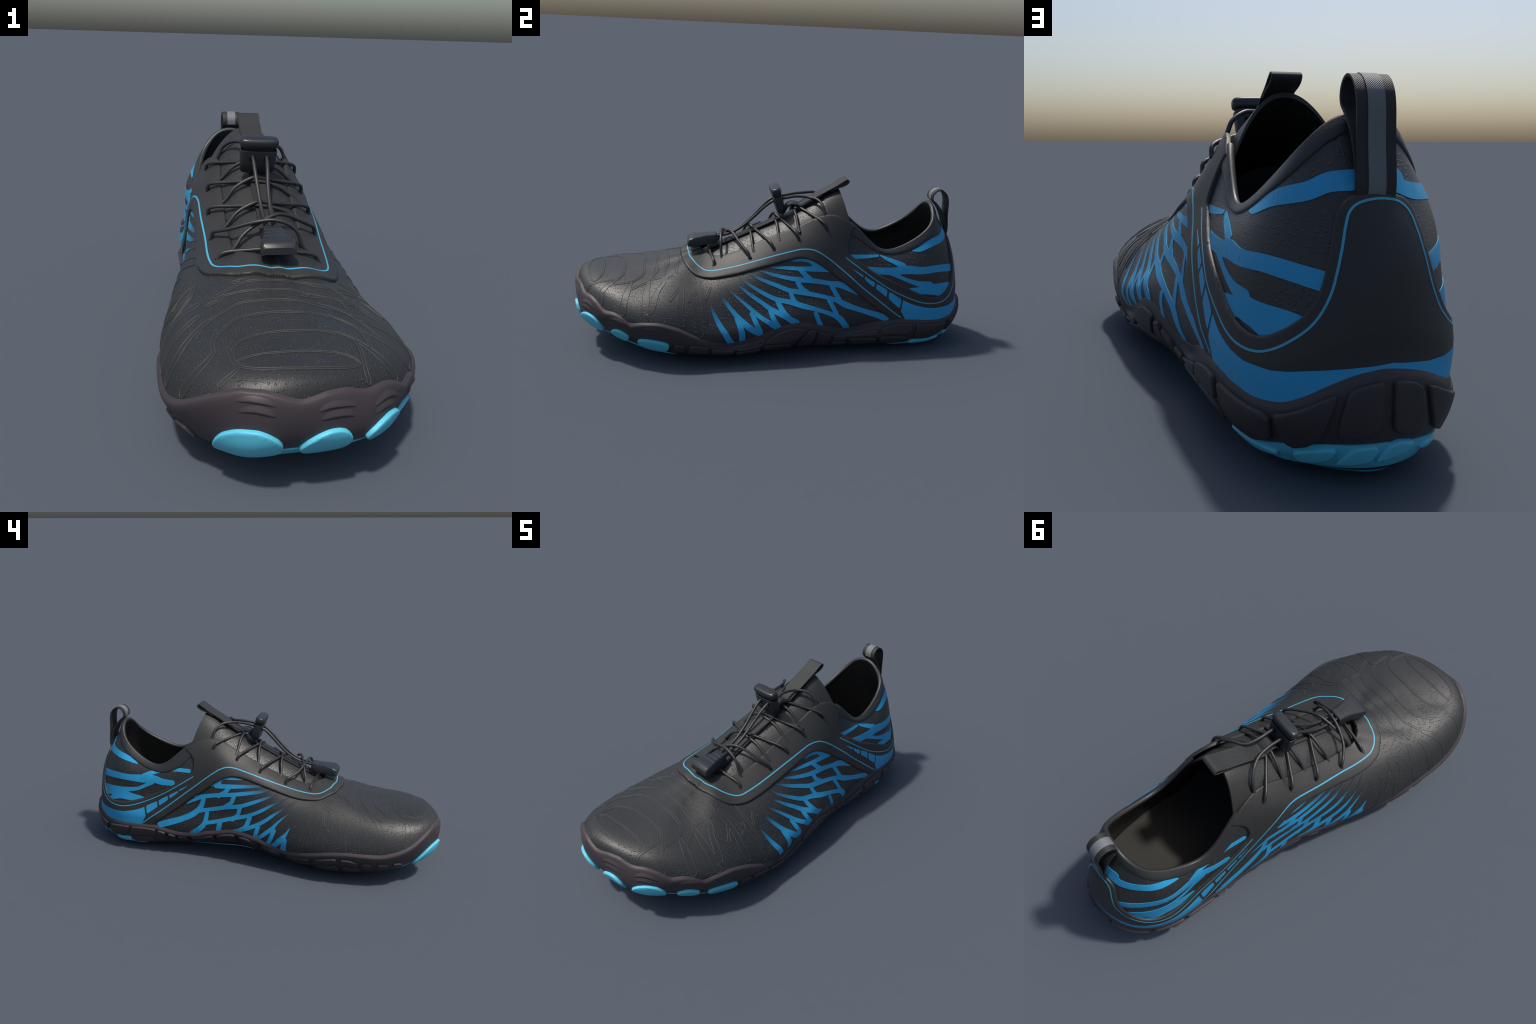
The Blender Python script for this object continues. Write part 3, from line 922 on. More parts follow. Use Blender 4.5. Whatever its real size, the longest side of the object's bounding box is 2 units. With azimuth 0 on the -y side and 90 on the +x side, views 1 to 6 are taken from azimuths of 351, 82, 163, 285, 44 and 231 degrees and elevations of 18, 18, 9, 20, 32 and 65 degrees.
LINE_REAR = [(5.07, 3.83), (4.44, 3.48), (3.83, 2.97), (3.29, 2.42), (2.76, 2.13), (2.39, 1.93), (2.02, 1.79), (1.67, 1.74),
    (1.39, 1.80), (1.13, 1.94), (.93, 2.11), (.80, 2.30), (.69, 2.57), (.63, 2.85), (.58, 3.16), (.54, 3.46), (.49, 3.63),
    (.40, 3.72), (.25, 3.77), (.01, 3.80), (-.20, 3.80), (-.40, 3.78), (-.54, 3.71), (-.62, 3.60), (-.67, 3.38), (-.72, 3.08),
    (-.78, 2.75), (-.87, 2.48), (-1.0, 2.24), (-1.2, 2.06), (-1.45, 1.95), (-1.7, 1.92), (-2.0, 1.95), (-2.33, 2.07), (-2.71, 2.29), (-3.24, 2.55),
    (-3.98, 2.91), (-4.60, 3.35), (-5.15, 3.64)]


def side_wedge(edge):
    """printed wedge low on the heel counter: its top edge is drawn, the rest is sunk in the rubber"""
    e = np.array(edge)
    x = np.linspace(e[-1, 0], e[0, 0], 40)
    return np.concatenate([e, np.stack([x, rim_t(x) - .1], 1)])


COUNTER_LATERAL = [(2.89, 1.18), (3.05, 1.65), (2.98, 2.07), (2.64, 1.86), (2.27, 1.67), (1.95, 1.55), (1.44, 1.47), (1.16, 1.48), (.70, 1.55),
    (.33, 1.61), (-.1, 1.66)]
COUNTER_MEDIAL = [(-.1, 1.66), (-.66, 1.56), (-.99, 1.54), (-1.4, 1.58), (-1.86, 1.65), (-2.29, 1.78), (-2.71, 2.0), (-3.13, 2.24),
    (-3.20, 1.78), (-3.02, 1.35)]
WINDOWS = [
    [(4.85, 3.48), (4.38, 3.27), (4.42, 3.19)], [(4.32, 3.24), (3.94, 2.96), (4.0, 2.77), (4.34, 3.12)],
    [(3.88, 2.89), (3.51, 2.51), (3.56, 2.24), (3.93, 2.69)], [(3.45, 2.44), (3.03, 2.10), (3.10, 1.74), (3.49, 2.17)],
    [(28.0, 3.29), (28.35, 3.11), (28.36, 3.0)], [(28.41, 3.05), (28.75, 2.83), (28.72, 2.66), (28.41, 2.94)],
    [(28.81, 2.81), (29.2, 2.56), (29.16, 2.30), (28.79, 2.59)], [(29.27, 2.54), (29.78, 2.31), (29.74, 1.89), (29.24, 2.24)],
]
COLLAR_SEAM = [(-5.2, 4.52), (-4.94, 4.50), (-4.65, 4.34), (-4.33, 4.28), (-3.82, 4.34), (-3.23, 4.52), (-2.61, 4.60), (-2.1, 4.64),
    (-1.6, 4.67), (-1.1, 4.76), (-.5, 4.80), (.2, 4.78), (.9, 4.72), (1.33, 4.64), (1.76, 4.57), (2.08, 4.56), (2.49, 4.54), (2.99, 4.56),
    (3.64, 4.62), (4.41, 4.66), (5.2, 4.62)]
# rubber lugs around the sole wall: outlines in (s, w)
LUGS_LATERAL = [
    [(11.29, 1.71), (10.92, 1.64), (10.99, 2.23), (11.40, 2.25)], [(10.8, 1.58), (10.26, 1.32), (10.28, 2.24), (10.89, 2.26)],
    [(10.19, 1.47), (9.46, 1.80), (9.48, 2.41), (10.18, 2.26)],
    [(9.38, 1.80), (8.92, 1.64), (8.46, 1.47), (8.46, 2.02), (8.92, 2.09), (9.39, 2.08)],
    [(9.39, 2.22), (8.5, 2.14), (8.5, 2.55), (9.40, 2.64)],
    [(8.34, 1.38), (7.91, 1.0), (7.47, .98), (7.01, 1.08), (6.77, 1.25), (7.26, 2.28), (8.34, 1.78)],
    [(8.39, 1.90), (7.28, 2.38), (7.26, 2.70), (8.39, 2.55)], [(6.73, 1.36), (6.44, 1.15), (6.40, 1.45), (6.47, 2.64), (7.14, 2.62)],
    [(6.32, 1.24), (5.84, 1.36), (5.77, 1.82), (5.79, 2.72), (6.38, 2.70)], [(5.68, 1.54), (5.06, 1.62), (5.06, 2.28), (5.65, 2.34)],
    [(5.68, 2.46), (5.05, 2.41), (5.03, 2.72), (5.71, 2.72)], [(4.95, 1.75), (4.45, 1.54), (3.80, 1.38), (3.76, 1.98), (4.92, 2.02)],
    [(4.89, 2.16), (3.77, 2.13), (3.75, 2.66), (4.95, 2.68)], [(3.68, 1.30), (3.29, 1.13), (2.92, 1.07), (2.70, 1.11), (2.60, 1.98), (3.65, 1.88)],
    [(3.64, 2.02), (2.73, 2.12), (2.63, 2.56), (3.65, 2.62)],
    [(2.58, 1.12), (2.1, 1.06), (1.58, 1.08), (1.41, 1.50), (1.42, 2.36), (1.87, 2.54), (2.44, 2.40), (2.48, 1.8)],
    [(1.36, 1.10), (1.22, 1.07), (.88, 1.04), (.55, 1.05), (.56, 1.22), (.64, 1.59), (.74, 2.08), (.90, 2.33), (1.09, 2.44), (1.26, 2.34), (1.32, 1.6)],
]
LUGS_HEEL_AND_MEDIAL = [
    [(.44, 1.13), (.34, 1.06), (.07, 1.04), (.04, 1.10), (.07, 1.53), (.11, 1.86), (.25, 2.0), (.49, 2.05), (.56, 1.96), (.53, 1.61)],
    [(-.07, 1.05), (-.21, 1.03), (-.37, 1.06), (-.45, 1.16), (-.48, 1.33), (-.51, 1.87), (-.42, 1.99), (-.25, 1.98), (-.10, 1.92), (-.05, 1.80)],
    [(-.54, 1.08), (-1.0, 1.12), (-1.36, 1.18), (-1.50, 1.35), (-1.22, 2.26), (-1.0, 2.28), (-.68, 2.02), (-.56, 1.5)],
    [(-1.66, 1.22), (-2.04, 1.10), (-2.41, 1.04), (-2.47, 1.14), (-2.26, 2.05), (-1.90, 2.34), (-1.49, 2.52), (-1.34, 2.25)],
    [(-2.58, 1.06), (-3.05, 1.04), (-3.65, 1.06), (-3.53, 1.68), (-3.29, 1.80), (-2.41, 2.0)],
    [(-2.41, 2.16), (-3.25, 1.92), (-3.39, 2.5), (-2.40, 2.70)],
    [(29.25, 1.06), (28.91, 1.06), (29.09, 2.30), (29.48, 2.26)], [(28.82, 1.06), (28.51, 1.12), (28.71, 2.60), (29.0, 2.52)],
    [(28.43, 1.08), (28.08, 1.5), (28.16, 2.68), (28.63, 2.66)], [(28.0, 1.5), (27.4, 1.2), (26.83, 1.12), (27.0, 2.54), (27.98, 2.72)],
    [(26.74, 1.22), (26.37, 1.06), (25.71, 1.06), (25.88, 2.58), (26.92, 2.56)],
    [(25.54, 1.10), (24.97, 1.05), (24.62, 1.6), (24.67, 2.35), (25.83, 2.67)],
    [(24.5, 1.6), (23.93, 1.08), (23.65, 1.5), (23.66, 2.57), (24.51, 2.46)],
    [(23.5, 1.6), (22.55, 1.32), (22.59, 2.07), (22.88, 2.55), (23.48, 2.58)],
    [(22.42, 1.31), (21.64, 1.22), (21.62, 1.55), (22.48, 2.15)], [(22.47, 2.40), (21.65, 1.83), (21.46, 2.52), (22.26, 2.56)],
    [(21.5, 1.28), (21.15, 1.32), (20.83, 1.50), (20.77, 1.90), (21.44, 1.70)],
    [(21.45, 1.90), (20.76, 2.10), (20.61, 2.41), (21.35, 2.55)], [(20.69, 1.51), (20.25, 1.51), (20.16, 1.78), (20.57, 2.06)],
    [(20.02, 1.48), (19.57, 1.57), (19.43, 1.84), (19.88, 1.83)], [(19.36, 1.55), (18.93, 1.71), (18.70, 2.04), (19.21, 1.85)],
]
LUGS = LUGS_LATERAL + LUGS_HEEL_AND_MEDIAL
P = .0125
TOE_PADS = [
    ([(18.06, 2.03), (17.93, 1.87), (17.73, 1.74), (17.48, 1.69), (17.18, 1.68), (16.85, 1.70), (16.61, 1.78), (16.42, 1.91), (16.30, 2.11),
      (16.27, 2.31), (16.34, 2.47), (16.67, 2.52), (17.06, 2.55), (17.56, 2.56), (17.95, 2.46), (18.12, 2.28)], P),
    ([(16.0, 2.34), (15.92, 2.08), (15.79, 1.88), (15.65, 1.79), (15.52, 1.78), (15.42, 1.83), (15.35, 1.95), (15.30, 2.08),
      (15.28, 2.28), (15.31, 2.50), (15.52, 2.64), (15.84, 2.62)], P),
    ([(15.08, 2.18), (15.03, 1.99), (14.90, 1.80), (14.72, 1.70), (14.52, 1.66), (14.33, 1.68), (14.17, 1.80), (14.06, 2.0), (14.05, 2.24),
      (14.2, 2.40), (14.5, 2.40), (14.88, 2.36)], P),
    ([(13.74, 2.08), (13.62, 1.88), (13.48, 1.73), (13.24, 1.65), (13.02, 1.70), (12.97, 1.90), (13.05, 2.20), (13.3, 2.38), (13.62, 2.36)], P),
    ([(12.67, 1.92), (12.57, 1.77), (12.32, 1.71), (11.94, 1.70), (11.59, 1.71), (11.46, 1.80), (11.48, 2.06), (11.62, 2.32), (11.98, 2.38),
      (12.36, 2.37), (12.61, 2.14)], P),
]
HEEL_PADS = [
    [(1.14, 2.55), (1.03, 2.47), (.69, 2.30), (.59, 2.28), (.56, 2.36), (.64, 2.58), (.81, 2.72), (1.07, 2.79)],
    [(.60, 2.68), (.44, 2.33), (.34, 2.20), (.12, 2.15), (.09, 2.30), (.16, 2.56), (.42, 2.67)],
    [(.12, 2.56), (.06, 2.38), (-.03, 2.15), (-.16, 2.08), (-.36, 2.15), (-.39, 2.27), (-.29, 2.41), (-.04, 2.52)],
    [(-.51, 2.44), (-.60, 2.28), (-.83, 2.36), (-.98, 2.43), (-.80, 2.58)],
    [(2.58, 2.68), (2.46, 2.50), (2.2, 2.56), (1.42, 2.60), (1.4, 2.74), (2.0, 2.84), (2.5, 2.80)],
    [(-1.50, 2.66), (-2.08, 2.42), (-2.29, 2.38), (-2.31, 2.70), (-1.79, 2.89)],
]
OUTSOLE_EDGE = [(0, 2.13), (.7, 2.25), (1.2, 2.42), (1.9, 2.58), (2.5, 2.66), (3.2, 3.3), (4, 3.8), (10.8, 3.8), (11.5, 2.7), (12.6, 2.45), (13.6, 2.45),
    (15.2, 2.42), (16.2, 2.40), (17.0, 2.5), (18.0, 2.5), (18.6, 2.6), (19.4, 3.8), (29.9, 3.8), (30.5, 2.75), (31.0, 2.6), (31.8, 2.40), (32.5, 2.2), (33, 2.13)]
CREASES = [
    [(17.37, 1.22), (17.02, 1.19), (16.76, 1.21), (16.45, 1.24)], [(17.33, 1.41), (16.94, 1.38), (16.69, 1.41), (16.45, 1.45)],
    [(15.78, 1.34), (15.65, 1.31), (15.46, 1.33), (15.26, 1.39)], [(15.77, 1.55), (15.62, 1.52), (15.45, 1.53), (15.30, 1.59)],
    [(14.99, 1.41), (14.82, 1.33), (14.62, 1.32), (14.37, 1.38)], [(14.97, 1.59), (14.82, 1.52), (14.62, 1.53), (14.44, 1.58)],
    [(13.84, 1.39), (13.56, 1.24), (13.30, 1.18), (13.16, 1.18)], [(13.80, 1.67), (13.54, 1.50), (13.26, 1.48)],
    [(12.50, 1.31), (12.21, 1.25), (11.80, 1.33)], [(12.40, 1.46), (12.12, 1.40), (11.85, 1.46)],
]


PRINT_H = .0016


def strokes(name, lists, sheet, parent, mat, height, polys=(), n=7, keep=None, fill=.09, outline=None):
    quads = [q for st in lists for q in stroke_quads(sheet, st, n)]
    quads += [refine(round_corners(p, .12, 2), .06) for p in polys]
    return patch(name, quads, sheet, parent, mat, height, fill=fill, keep=keep, outline=outline)


above_sole = lambda s, t: t > rim_t(s) - .2
strokes('wing_print', WING_LATERAL_UPPER + WING_LATERAL_LOWER, UPPER, upper, M_WING, PRINT_H, [WING_LATERAL_CREST], keep=above_sole)
strokes('wing_print', WING_MEDIAL_UPPER + WING_MEDIAL_LOWER, UPPER, upper, M_WING, PRINT_H, [WING_MEDIAL_CREST], keep=above_sole)
strokes('heel_stripe', STRIPES_LATERAL, UPPER, upper, M_BLUE, PRINT_H, [STRIPE_MASS_LATERAL])
strokes('heel_stripe', STRIPES_MEDIAL, UPPER, upper, M_BLUE, PRINT_H, [STRIPE_MASS_MEDIAL])
ridge = (.0013, M_EDGE_GLINT, 'painted_edge_glint')
strokes('embossed_band', TOE_ARCS + TOE_BANDS_LATERAL + TOE_BANDS_MEDIAL, UPPER, upper, M_BAND, .0008, keep=above_sole, outline=ridge)

# ----------------------------------------------------------------------------
#  6. moulded saddle + heel counter, one film that wraps the whole rear foot
# ----------------------------------------------------------------------------
CUT = 16.9                       # seam-free cut at the toe end of the throat


def film_height(s, t):
    x = np.clip((t - rim_t(s)) / .6, 0, 1)
    return .0030 + .0075 * x * x * (3 - 2 * x)


def film_outline():
    lat = trace(UPPER, SADDLE_LATERAL)
    med = trace(UPPER, SADDLE_MEDIAL)
    lat[0, 0], med[0, 0] = CUT, CUT - NR
    med[0, 1] = lat[0, 1]
    under = np.linspace(lat[-1][0], med[-1][0], 160)
    heel = np.stack([under, rim_t(under) - .14], 1)
    up_m = catmull(TOP_MEDIAL, 5)
    up_l = catmull(TOP_LATERAL, 5)
    thr_m = np.stack([np.linspace(-(NR - CUT), up_m[0][0], 120), np.full(120, 5.0)], 1)
    thr_l = np.stack([np.linspace(up_l[-1][0], CUT, 120), np.full(120, 5.0)], 1)
    front_l = np.stack([np.full(6, CUT), np.linspace(5, lat[0][1], 6)], 1)
    front_m = np.stack([np.full(6, CUT - NR), np.linspace(med[0][1], 5, 6)], 1)
    parts = [lat, heel[1:-1], med[::-1], front_m[1:-1], thr_m, up_m[1:], up_l, thr_l[1:], front_l[1:-1]]
    return refine(np.concatenate(parts), .06)


saddle = patch('saddle', [film_outline()], UPPER, ROOT, M_SADDLE, film_height, bevel=.007, fill=.07, skirt=.004,
               open_edge=lambda s, t: abs(abs(s) - CUT) < .02 or abs(s - (CUT - NR)) < .02, sharp=55)
on_film = lambda s, t: film_height(s, t) + .0008


def line(name, path, width, mat, parent, n=6):
    st = [(s, t, width) for s, t in path]
    return strokes(name, [st], UPPER, parent, mat, on_film, n=n, fill=.2)


line('accent_line', LINE_FRONT, 6, M_ACCENT, saddle)
line('accent_line', LINE_REAR, 5, M_ACCENT, saddle)
patch('counter_print', [refine(side_wedge(p), .06) for p in (COUNTER_LATERAL, COUNTER_MEDIAL)], UPPER, saddle, M_BLUE, on_film, fill=.09)
for w in WINDOWS:
    patch('window_print', [refine(round_corners(w, .08, 2), .05)], UPPER, saddle, M_BLUE, on_film, fill=.09)

# ----------------------------------------------------------------------------
#  7. collar, lining, insole
# ----------------------------------------------------------------------------
def collar_mesh():
    s = np.linspace(-5.15, 5.15, 420)
    k = np.array(COLLAR_SEAM)
    seam = np.interp(s, k[:, 0], k[:, 1])
    p5, n5 = UPPER.at(s, np.full(len(s), 5.0)), UPPER.frame(s, np.full(len(s), 5.0))[2]
    up = normalise(UPPER.frame(s, np.full(len(s), 4.97))[1])
    rows = []
    for u, h in ((0, -.001), (.015, .0022), (.12, .0045), (.35, .0062), (.7, .0065), (.95, .0060)):
        rows.append(UPPER.at(s, seam + (5 - seam) * u, np.full(len(s), h)))
    thick = .020
    for a in np.linspace(0, math.pi, 9):
        c = .006 - thick / 2
        rows.append(p5 + n5 * (c + thick / 2 * math.cos(a)) + up * (thick * .42 * math.sin(a)))
    for u in np.linspace(0, 1, 14):
        t = 4.9 + (rim_t(s) + .1 - 4.9) * u
        rows.append(UPPER.at(s, t, np.full(len(s), .006 - thick)))
    g = np.stack(rows, 1)
    return make_mesh('collar', g.reshape(-1, 3), grid_faces(len(s), g.shape[1]), ROOT, M_COLLAR, 0)


collar = collar_mesh()


def lining_mesh():
    s = np.linspace(4.9, NR - 4.9, 300)
    u = np.linspace(0, 1, 24)
    low = rim_t(s) + .05
    t = (low[:, None] + (5 - low)[:, None] * u).ravel()
    g = UPPER.at(np.repeat(s, len(u)), t, np.full(len(t), -.010))
    return make_mesh('lining', g, grid_faces(len(s), len(u), flip=True), ROOT, M_LINING, 0)


lining_mesh()


def insole_mesh():
    s = np.arange(NR * 6) / 6
    ring = UPPER.at(s, rim_t(s) + .12, np.full(len(s), -.008))
    mid = np.stack([np.full(len(s), -.03), np.clip(ring[:, 1], -.7, .8), np.full(len(s), .185)], 1)
    rows = [ring + (mid - ring) * u for u in (0, .05, .15, .35, .65, 1)]
    for r, dz in zip(rows, (.012, .006, .002, 0, 0, 0)):
        r[:, 2] += dz
    g = np.stack(rows, 1)
    return make_mesh('insole', g.reshape(-1, 3), grid_faces(len(s), len(rows), True), ROOT, M_INSOLE, 0)


insole_mesh()


def vamp_lining_mesh():
    """padded inner face that closes the cavity under the tongue"""
    rows = []
    for v in np.linspace(0, 1, 16):
        y, z = .02 + .20 * v ** 1.1, .17 + .42 * v
        w = .200 - .085 * v ** 1.3
        x = np.linspace(-1, 1, 25)
        rows.append(np.stack([-.03 + x * w, y + .05 * np.abs(x) ** 2.5, z - .03 * v * np.abs(x) ** 2], 1))
    g = np.stack(rows, 0)
    return make_mesh('vamp_lining', g.reshape(-1, 3), grid_faces(len(rows), 25, flip=True), ROOT, M_LINING, 0)


vamp_lining_mesh()

# ----------------------------------------------------------------------------
#  8. rubber sole
# ----------------------------------------------------------------------------
def sole_mesh():
    s = np.arange(NR * 20) / 20
    w = np.concatenate([np.linspace(0, 1, 9), np.linspace(1, 3, 17)[1:], np.linspace(3, 5, 9)[1:]])
    g = SOLE.at(np.repeat(s, len(w)), np.tile(w, len(s)))
    first = UPPER.at(s, rim_t(s) + .02, np.full(len(s), -.004))
    g = np.concatenate([first[:, None], g.reshape(len(s), len(w), 3)], 1)
    return make_mesh('sole', g.reshape(-1, 3), grid_faces(len(s), g.shape[1], True, flip=True), ROOT, M_SOLE, 0)


sole = sole_mesh()


def outsole_mesh():
    """cyan tread layer that shows under the heel and between the toe pads"""
    s = np.arange(NR * 12) / 12
    k = np.array(OUTSOLE_EDGE)
    start = np.interp(s, k[:, 0], k[:, 1])
    rows = [SOLE.at(s, start, np.full(len(s), -.002))]
    for u in (0, .06, .2, .4, .7, 1):
        rows.append(SOLE.at(s, start + (5 - start) * u, np.full(len(s), .0035)))
    g = np.stack(rows, 1)
    g[..., 2] = np.maximum(g[..., 2], .0015)
    return make_mesh('outsole', g.reshape(-1, 3), grid_faces(len(s), len(rows), True, flip=True), sole, M_PAD, 30)


outsole_mesh()
for p in LUGS:
    patch('lug', [refine(round_corners(p, .14, 3), .03)], SOLE, sole, M_LUG, .0105, bevel=.0045, fill=.09)
for p, h in TOE_PADS:
    patch('toe_pad', [refine(round_corners(p, .2, 2), .03)], SOLE, sole, M_PAD, h, bevel=.004, fill=.08)
for p in HEEL_PADS:
    patch('heel_pad', [refine(round_corners(p, .16, 3), .03)], SOLE, sole, M_PAD, .011, bevel=.0045, fill=.08)


def crease(path):
    """toe wrinkle: a soft swelling that breaks off sharply on its lower side"""
    p = catmull(path, 10)
    d = np.gradient(p, axis=0)
    off = across(SOLE, p[:, 0], p[:, 1], d[:, 0], d[:, 1])
    down = np.sign(off[:, 1:2])
    off = off * down
    x = np.linspace(0, 1, len(p))
    amp = np.sin(math.pi * x) ** .6
    prof = [(-.020, -.0008), (-.014, .0008), (-.008, .0024), (-.003, .0040), (0, .0046), (.0015, .0038), (.0030, -.0012)]
    rows = []
    for o, h in prof:
        q = p[:, :2] + off * o * (.5 + .5 * amp[:, None])
        rows.append(SOLE.at(q[:, 0], q[:, 1], -.001 + (h + .001) * amp))
    g = np.stack(rows, 1)
    return make_mesh('crease', g.reshape(-1, 3), grid_faces(len(p), len(prof), flip=down[0, 0] * d[0, 0] < 0), sole, M_SOLE, 60)


for c in CREASES:
    crease(c)

# ----------------------------------------------------------------------------
#  9. tongue and its webbing strap with pull tab
# ----------------------------------------------------------------------------
TONGUE = [  # y, ridge z, centre x, half width, edge z
    (-.37, .435, -.045, .085, .420), (-.31, .468, -.037, .104, .440), (-.24, .500, -.030, .118, .462),
    (-.12, .555, -.027, .124, .502), (0, .613, -.026, .124, .562), (.10, .666, -.024, .127, .612),
    (.20, .724, -.027, .138, .648), (.30, .784, -.030, .150, .622), (.316, .790, -.030, .152, .612)]


def tongue_point(y, u, h=0.0):
    k = np.array(TONGUE)
    y = np.asarray(y, float)
    u = np.asarray(u, float)
    ridge, cx, w, edge = [np.interp(y, k[:, 0], k[:, i]) for i in (1, 2, 3, 4)]
    a = np.abs(u)
    z = edge + (ridge - edge) * (1 - a ** 2.1)
    lean = np.clip((y - .1) / .216, 0, 1)
    p = np.stack([cx + u * w, y + .05 * lean * a ** 2, z], -1)
    n = normalise(np.stack([u * 1.6, np.full_like(u, -.45), 1 - .35 * a], -1))
    return p + n * h


def tongue_mesh(name, y0, y1, ny, h, mat, parent, thick=.010, half=1.28):
    y = np.linspace(y0, y1, ny)
    # ease the tabulated ridge with a little smoothing
    u = np.linspace(-half, half, 41)
    yy, uu = np.repeat(y, len(u)), np.tile(u, len(y))
    acc = sum(tongue_point(np.clip(yy + d, -.37, .316), uu, h) for d in (-.04, -.02, 0, .02, .04)) / 5
    acc[:, 1] = tongue_point(yy, uu, h)[:, 1]
    top = acc.reshape(len(y), len(u), 3)
    bot = top - np.array([0, -.3, .95]) * thick
    verts = np.concatenate([top.reshape(-1, 3), bot.reshape(-1, 3)])
    k = len(y) * len(u)
    faces = grid_faces(len(y), len(u), flip=True) + grid_faces(len(y), len(u), base=k)
    for i in range(len(u) - 1):
        a = (len(y) - 1) * len(u) + i
        faces.append((a, a + k, a + k + 1, a + 1))
        faces.append((i, i + 1, i + 1 + k, i + k))
    for j in range(len(y) - 1):
        for e, fl in ((0, True), (len(u) - 1, False)):
            a = j * len(u) + e
            f = (a, a + len(u), a + len(u) + k, a + k)
            faces.append(f[::-1] if fl else f)
    return make_mesh(name, verts, faces, parent, mat, 45)


tongue = tongue_mesh('tongue', -.36, .305, 60, 0, M_TONGUE, ROOT)
tongue_mesh('tongue_binding', .238, .316, 12, .003, M_SADDLE, tongue, .014)
tx = -.0215
STRAP = [(-.33, .470, .72), (-.24, .504, .72), (-.12, .560, .74), (-.02, .609, .76), (.03, .638, .8), (.048, .665, .82),
         (.062, .690, .86), (.082, .703, .9), (.105, .702, .94), (.128, .698, 1), (.16, .717, 1), (.20, .742, 1),
         (.25, .771, 1), (.30, .800, 1), (.332, .822, 1), (.350, .831, 1), (.360, .824, 1), (.352, .811, 1),
         (.33, .799, 1), (.30, .789, 1), (.27, .772, 1)]
webbing('pull_tab', [(tx, y, z + .002, k) for y, z, k in STRAP], .083, .006, tongue, M_WEB)

# ----------------------------------------------------------------------------
#  10. laces, eyelets, toggle and end clip
# ----------------------------------------------------------------------------
R = .0068
EYE_L = [(.139, -.307, .437), (.162, -.135, .476), (.162, -.021, .527), (.157, .097, .580), (.156, .236, .629)]
EYE_M = [(-.202, -.313, .452), (-.213, -.179, .479), (-.212, -.038, .531), (-.204, .092, .587), (-.199, .228, .639)]
DIVE_L = [(.085, -.266, .462), (.103, -.116, .520), (.100, .009, .576), (.105, .103, .621)]
DIVE_M = [(-.142, -.274, .469), (-.154, -.141, .509), (-.149, -.012, .564), (-.149, .102, .624)]
CROSS = [None, (-.045, -.122, .580), (-.040, .002, .641), (-.026, .092, .695)]
V = np.array


def crossing(eye, dive, mid, lift, out):
    """from an eyelet up over the tongue and down under the opposite saddle edge"""
    e, d, m = V(eye), V(dive), V(mid) + V((0, 0, lift))
    sink = e + V((-out * .003, .004, -.014))
    near = e + (m - e) * .08 + V((out * .006, -.001, .012))
    half = e + (m - e) * .50 + V((out * .004, 0, .009))
    over = m + (e - m) * .14 + V((0, 0, .002))
    far = d + (m - d) * .45 + V((-out * .010, 0, .010))
    under = d + V((-out * .030, .004, -.026))
    return [sink, near, half, over, m, far, d + V((0, 0, -.001)), under]


for i in (1, 2, 3):
    tube('lace', crossing(EYE_L[i + 1], DIVE_M[i], CROSS[i], R * .9, 1), R, ROOT, M_LACE)
    tube('lace', crossing(EYE_M[i + 1], DIVE_L[i], CROSS[i], -R * .9, -1), R, ROOT, M_LACE)
# the front pair rides over the two loose cords
tube('lace', [V(EYE_L[1]) + V((-.003, .004, -.014)), (.152, -.141, .496), (.128, -.160, .515), (.085, -.184, .538), (.045, -.203, .558),
              (.008, -.219, .566), (-.030, -.233, .556), (-.075, -.248, .535), (-.115, -.262, .505), (-.142, -.274, .468), (-.172, -.272, .442)],
     R, ROOT, M_LACE)
tube('lace', [V(EYE_M[1]) + V((.003, .004, -.014)), (-.203, -.186, .498), (-.180, -.208, .510), (-.150, -.231, .522), (-.105, -.249, .540),
              (-.065, -.259, .552), (-.015, -.264, .558), (.029, -.267, .548), (.065, -.268, .520), (.086, -.267, .470), (.115, -.262, .434)],
     R, ROOT, M_LACE)
bar = [V(EYE_M[0]) + V((.004, .006, -.014)), V(EYE_M[0]) + V((.016, .002, .009)), V((-.10, -.318, .474)), V((-.03, -.322, .477)),
       V((.05, -.318, .466)), V(EYE_L[0]) + V((-.016, .002, .010)), V(EYE_L[0]) + V((-.004, .006, -.014))]
tube('lace', bar, R, ROOT, M_LACE)

LOOP_L = [(.128, .236, .640), (.108, .230, .680), (.092, .224, .714), (.052, .203, .739), (.010, .168, .741),
          (-.002, .105, .743), (.002, .050, .735), (0, -.006, .721), (-.003, -.050, .689), (-.008, -.100, .637),
          (-.010, -.160, .583), (-.008, -.220, .549), (-.006, -.280, .535), (-.006, -.340, .520)]
LOOP_M = [(-.168, .250, .640), (-.148, .243, .682), (-.130, .234, .720), (-.098, .205, .744), (-.070, .163, .748),
          (-.056, .105, .746), (-.052, .050, .736), (-.050, -.013, .719), (-.048, -.055, .683), (-.044, -.105, .629),
          (-.040, -.165, .577), (-.036, -.225, .546), (-.034, -.280, .534), (-.032, -.340, .520)]
tube('lace', LOOP_L, R, ROOT, M_LACE)
tube('lace', LOOP_M, R, ROOT, M_LACE)


def ring(name, centre, normal, r, tube_r, parent, mat):
    n = normalise(V(normal))
    a = normalise(np.cross(n, V((0, 1, .3))))
    b = np.cross(n, a)
    verts, k, m = [], 20, 8
    for i in range(k):
        d = math.cos(2 * math.pi * i / k) * a + math.sin(2 * math.pi * i / k) * b
        for j in range(m):
            w = 2 * math.pi * j / m
            verts.append(V(centre) + d * (r + tube_r * math.cos(w)) + n * tube_r * .6 * math.sin(w))
    faces = []
    for i in range(k):
        for j in range(m):
            faces.append((i * m + j, ((i + 1) % k) * m + j, ((i + 1) % k) * m + (j + 1) % m, i * m + (j + 1) % m))
    return make_mesh(name, verts, faces, parent, mat, 0)


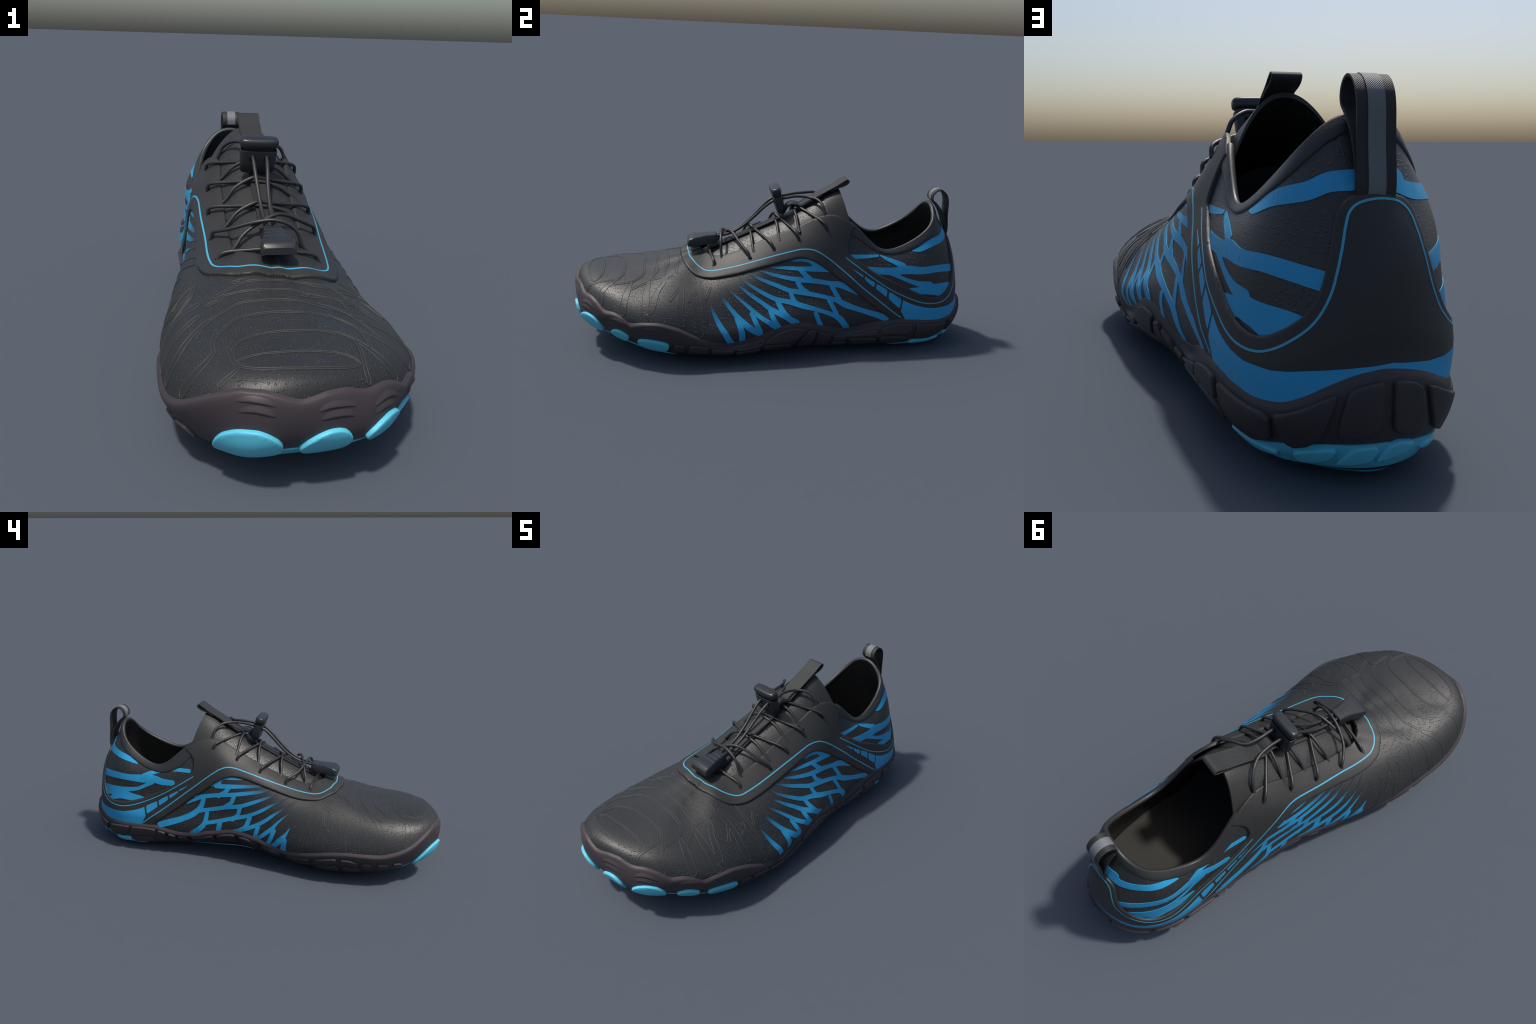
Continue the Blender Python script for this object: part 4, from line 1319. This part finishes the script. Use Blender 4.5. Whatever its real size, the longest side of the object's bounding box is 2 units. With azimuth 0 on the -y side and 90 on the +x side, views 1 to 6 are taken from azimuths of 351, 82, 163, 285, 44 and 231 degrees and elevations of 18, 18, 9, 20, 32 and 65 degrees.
def nearest_film(p):
    d = np.sum((UPPER.p - V(p)) ** 2, -1)
    i, j = np.unravel_index(np.argmin(d), d.shape)
    return UPPER.p[i, j] + UPPER.n[i, j] * .0105, UPPER.n[i, j]


for e in EYE_L + EYE_M:
    c, n = nearest_film(e)
    ring('eyelet', c - n * .0012, n, .0070, .0026, saddle, M_HOLE)

# toggle
base = V((-.029, .036, .652))
az = normalise(V((-.026, -.014, .815)) - base)
ax = normalise(V((1, 0, 0)) - az * az[0])
ay = np.cross(az, ax)
frame = (base, ax, ay, az)
lock = superloft('toggle', [(.012, .050, .012, 0), (.0135, .056, .017, 0), (.018, .061, .021, 0), (.05, .0635, .0225, 0),
                            (.094, .0660, .0235, 0), (.0985, .0655, .0232, 0), (.0995, .0630, .0210, 0), (.096, .0610, .0195, 0),
                            (.080, .0605, .0190, 0)], frame, ROOT, M_LOCK, 48, 4.5)
superloft('toggle_plunger', [(.06, .057, .016, 0), (.115, .057, .016, 0)], frame, lock, M_LOCK, 40, 4.0)
superloft('toggle_button', [(.1080, .058, .017, 0), (.1090, .064, .0215, 0), (.112, .0675, .0245, 0), (.119, .069, .0262, 0),
                            (.131, .069, .0258, 0), (.1375, .0670, .0240, 0), (.1415, .0625, .0200, 0), (.1430, .055, .0135, 0)],
          frame, lock, M_LOCK, 48, 3.6)
for hx in (-.022, .028):
    for sy in (-1, 1):
        c = base + ax * hx + az * .0735 + ay * sy * .0232
        ring('toggle_hole', c, ay * sy, .0085, .0024, lock, M_HOLE)

# end clip: a flared hood that grips the lace ends
CLIP = [  # y, half width top, half width bottom, top z, bottom z
    (-.285, .028, .034, .541, .508), (-.290, .030, .036, .5455, .503), (-.318, .031, .037, .5435, .498),
    (-.320, .031, .037, .5420, .498), (-.342, .035, .041, .5405, .495), (-.344, .035, .041, .5390, .495),
    (-.366, .042, .047, .5370, .492), (-.368, .042, .047, .5355, .492), (-.396, .051, .054, .5330, .490),
    (-.412, .053, .056, .5290, .489), (-.423, .0515, .055, .5225, .489), (-.430, .046, .051, .5130, .492)]


def clip_mesh():
    verts, k = [], 0
    cx = -.021
    for y, a, b, zt, zb in CLIP:
        sec = [(-b, zb), (-b - .001, zb + .006), (-a - .002, zt - .008), (-a, zt - .003), (-a + .004, zt), (0, zt + .001),
               (a - .004, zt), (a, zt - .003), (a + .002, zt - .008), (b + .001, zb + .006), (b, zb), (0, zb)]
        k = len(sec)
        verts += [(cx + x, y, z) for x, z in sec]
    faces = []
    for i in range(len(CLIP) - 1):
        for j in range(k):
            a, b = i * k + j, i * k + (j + 1) % k
            faces.append((a, b, b + k, a + k)[::-1])
    faces.append(tuple(range((len(CLIP) - 1) * k, len(CLIP) * k))[::-1])
    faces.append(tuple(range(k)))
    return make_mesh('lace_clip', verts, faces, ROOT, M_LOCK, 28)


clip = clip_mesh()

# ----------------------------------------------------------------------------
#  11. heel loop with reflective stripe
# ----------------------------------------------------------------------------
hx = -.034
LOOP = [(.893, .545), (.899, .575), (.897, .607), (.892, .650), (.890, .690), (.888, .725), (.881, .753), (.863, .776),
        (.840, .785), (.819, .777), (.806, .757), (.807, .735), (.827, .716), (.856, .683), (.878, .640), (.890, .595), (.892, .560)]
heel_loop = webbing('heel_loop', [(hx, y, z) for y, z in LOOP], .080, .0065, ROOT, M_WEB, 6)
webbing('reflective_stripe', [(hx, y, z) for y, z in LOOP[:12]], .036, .0022, heel_loop, M_GREY, 6, shift=-.0040)
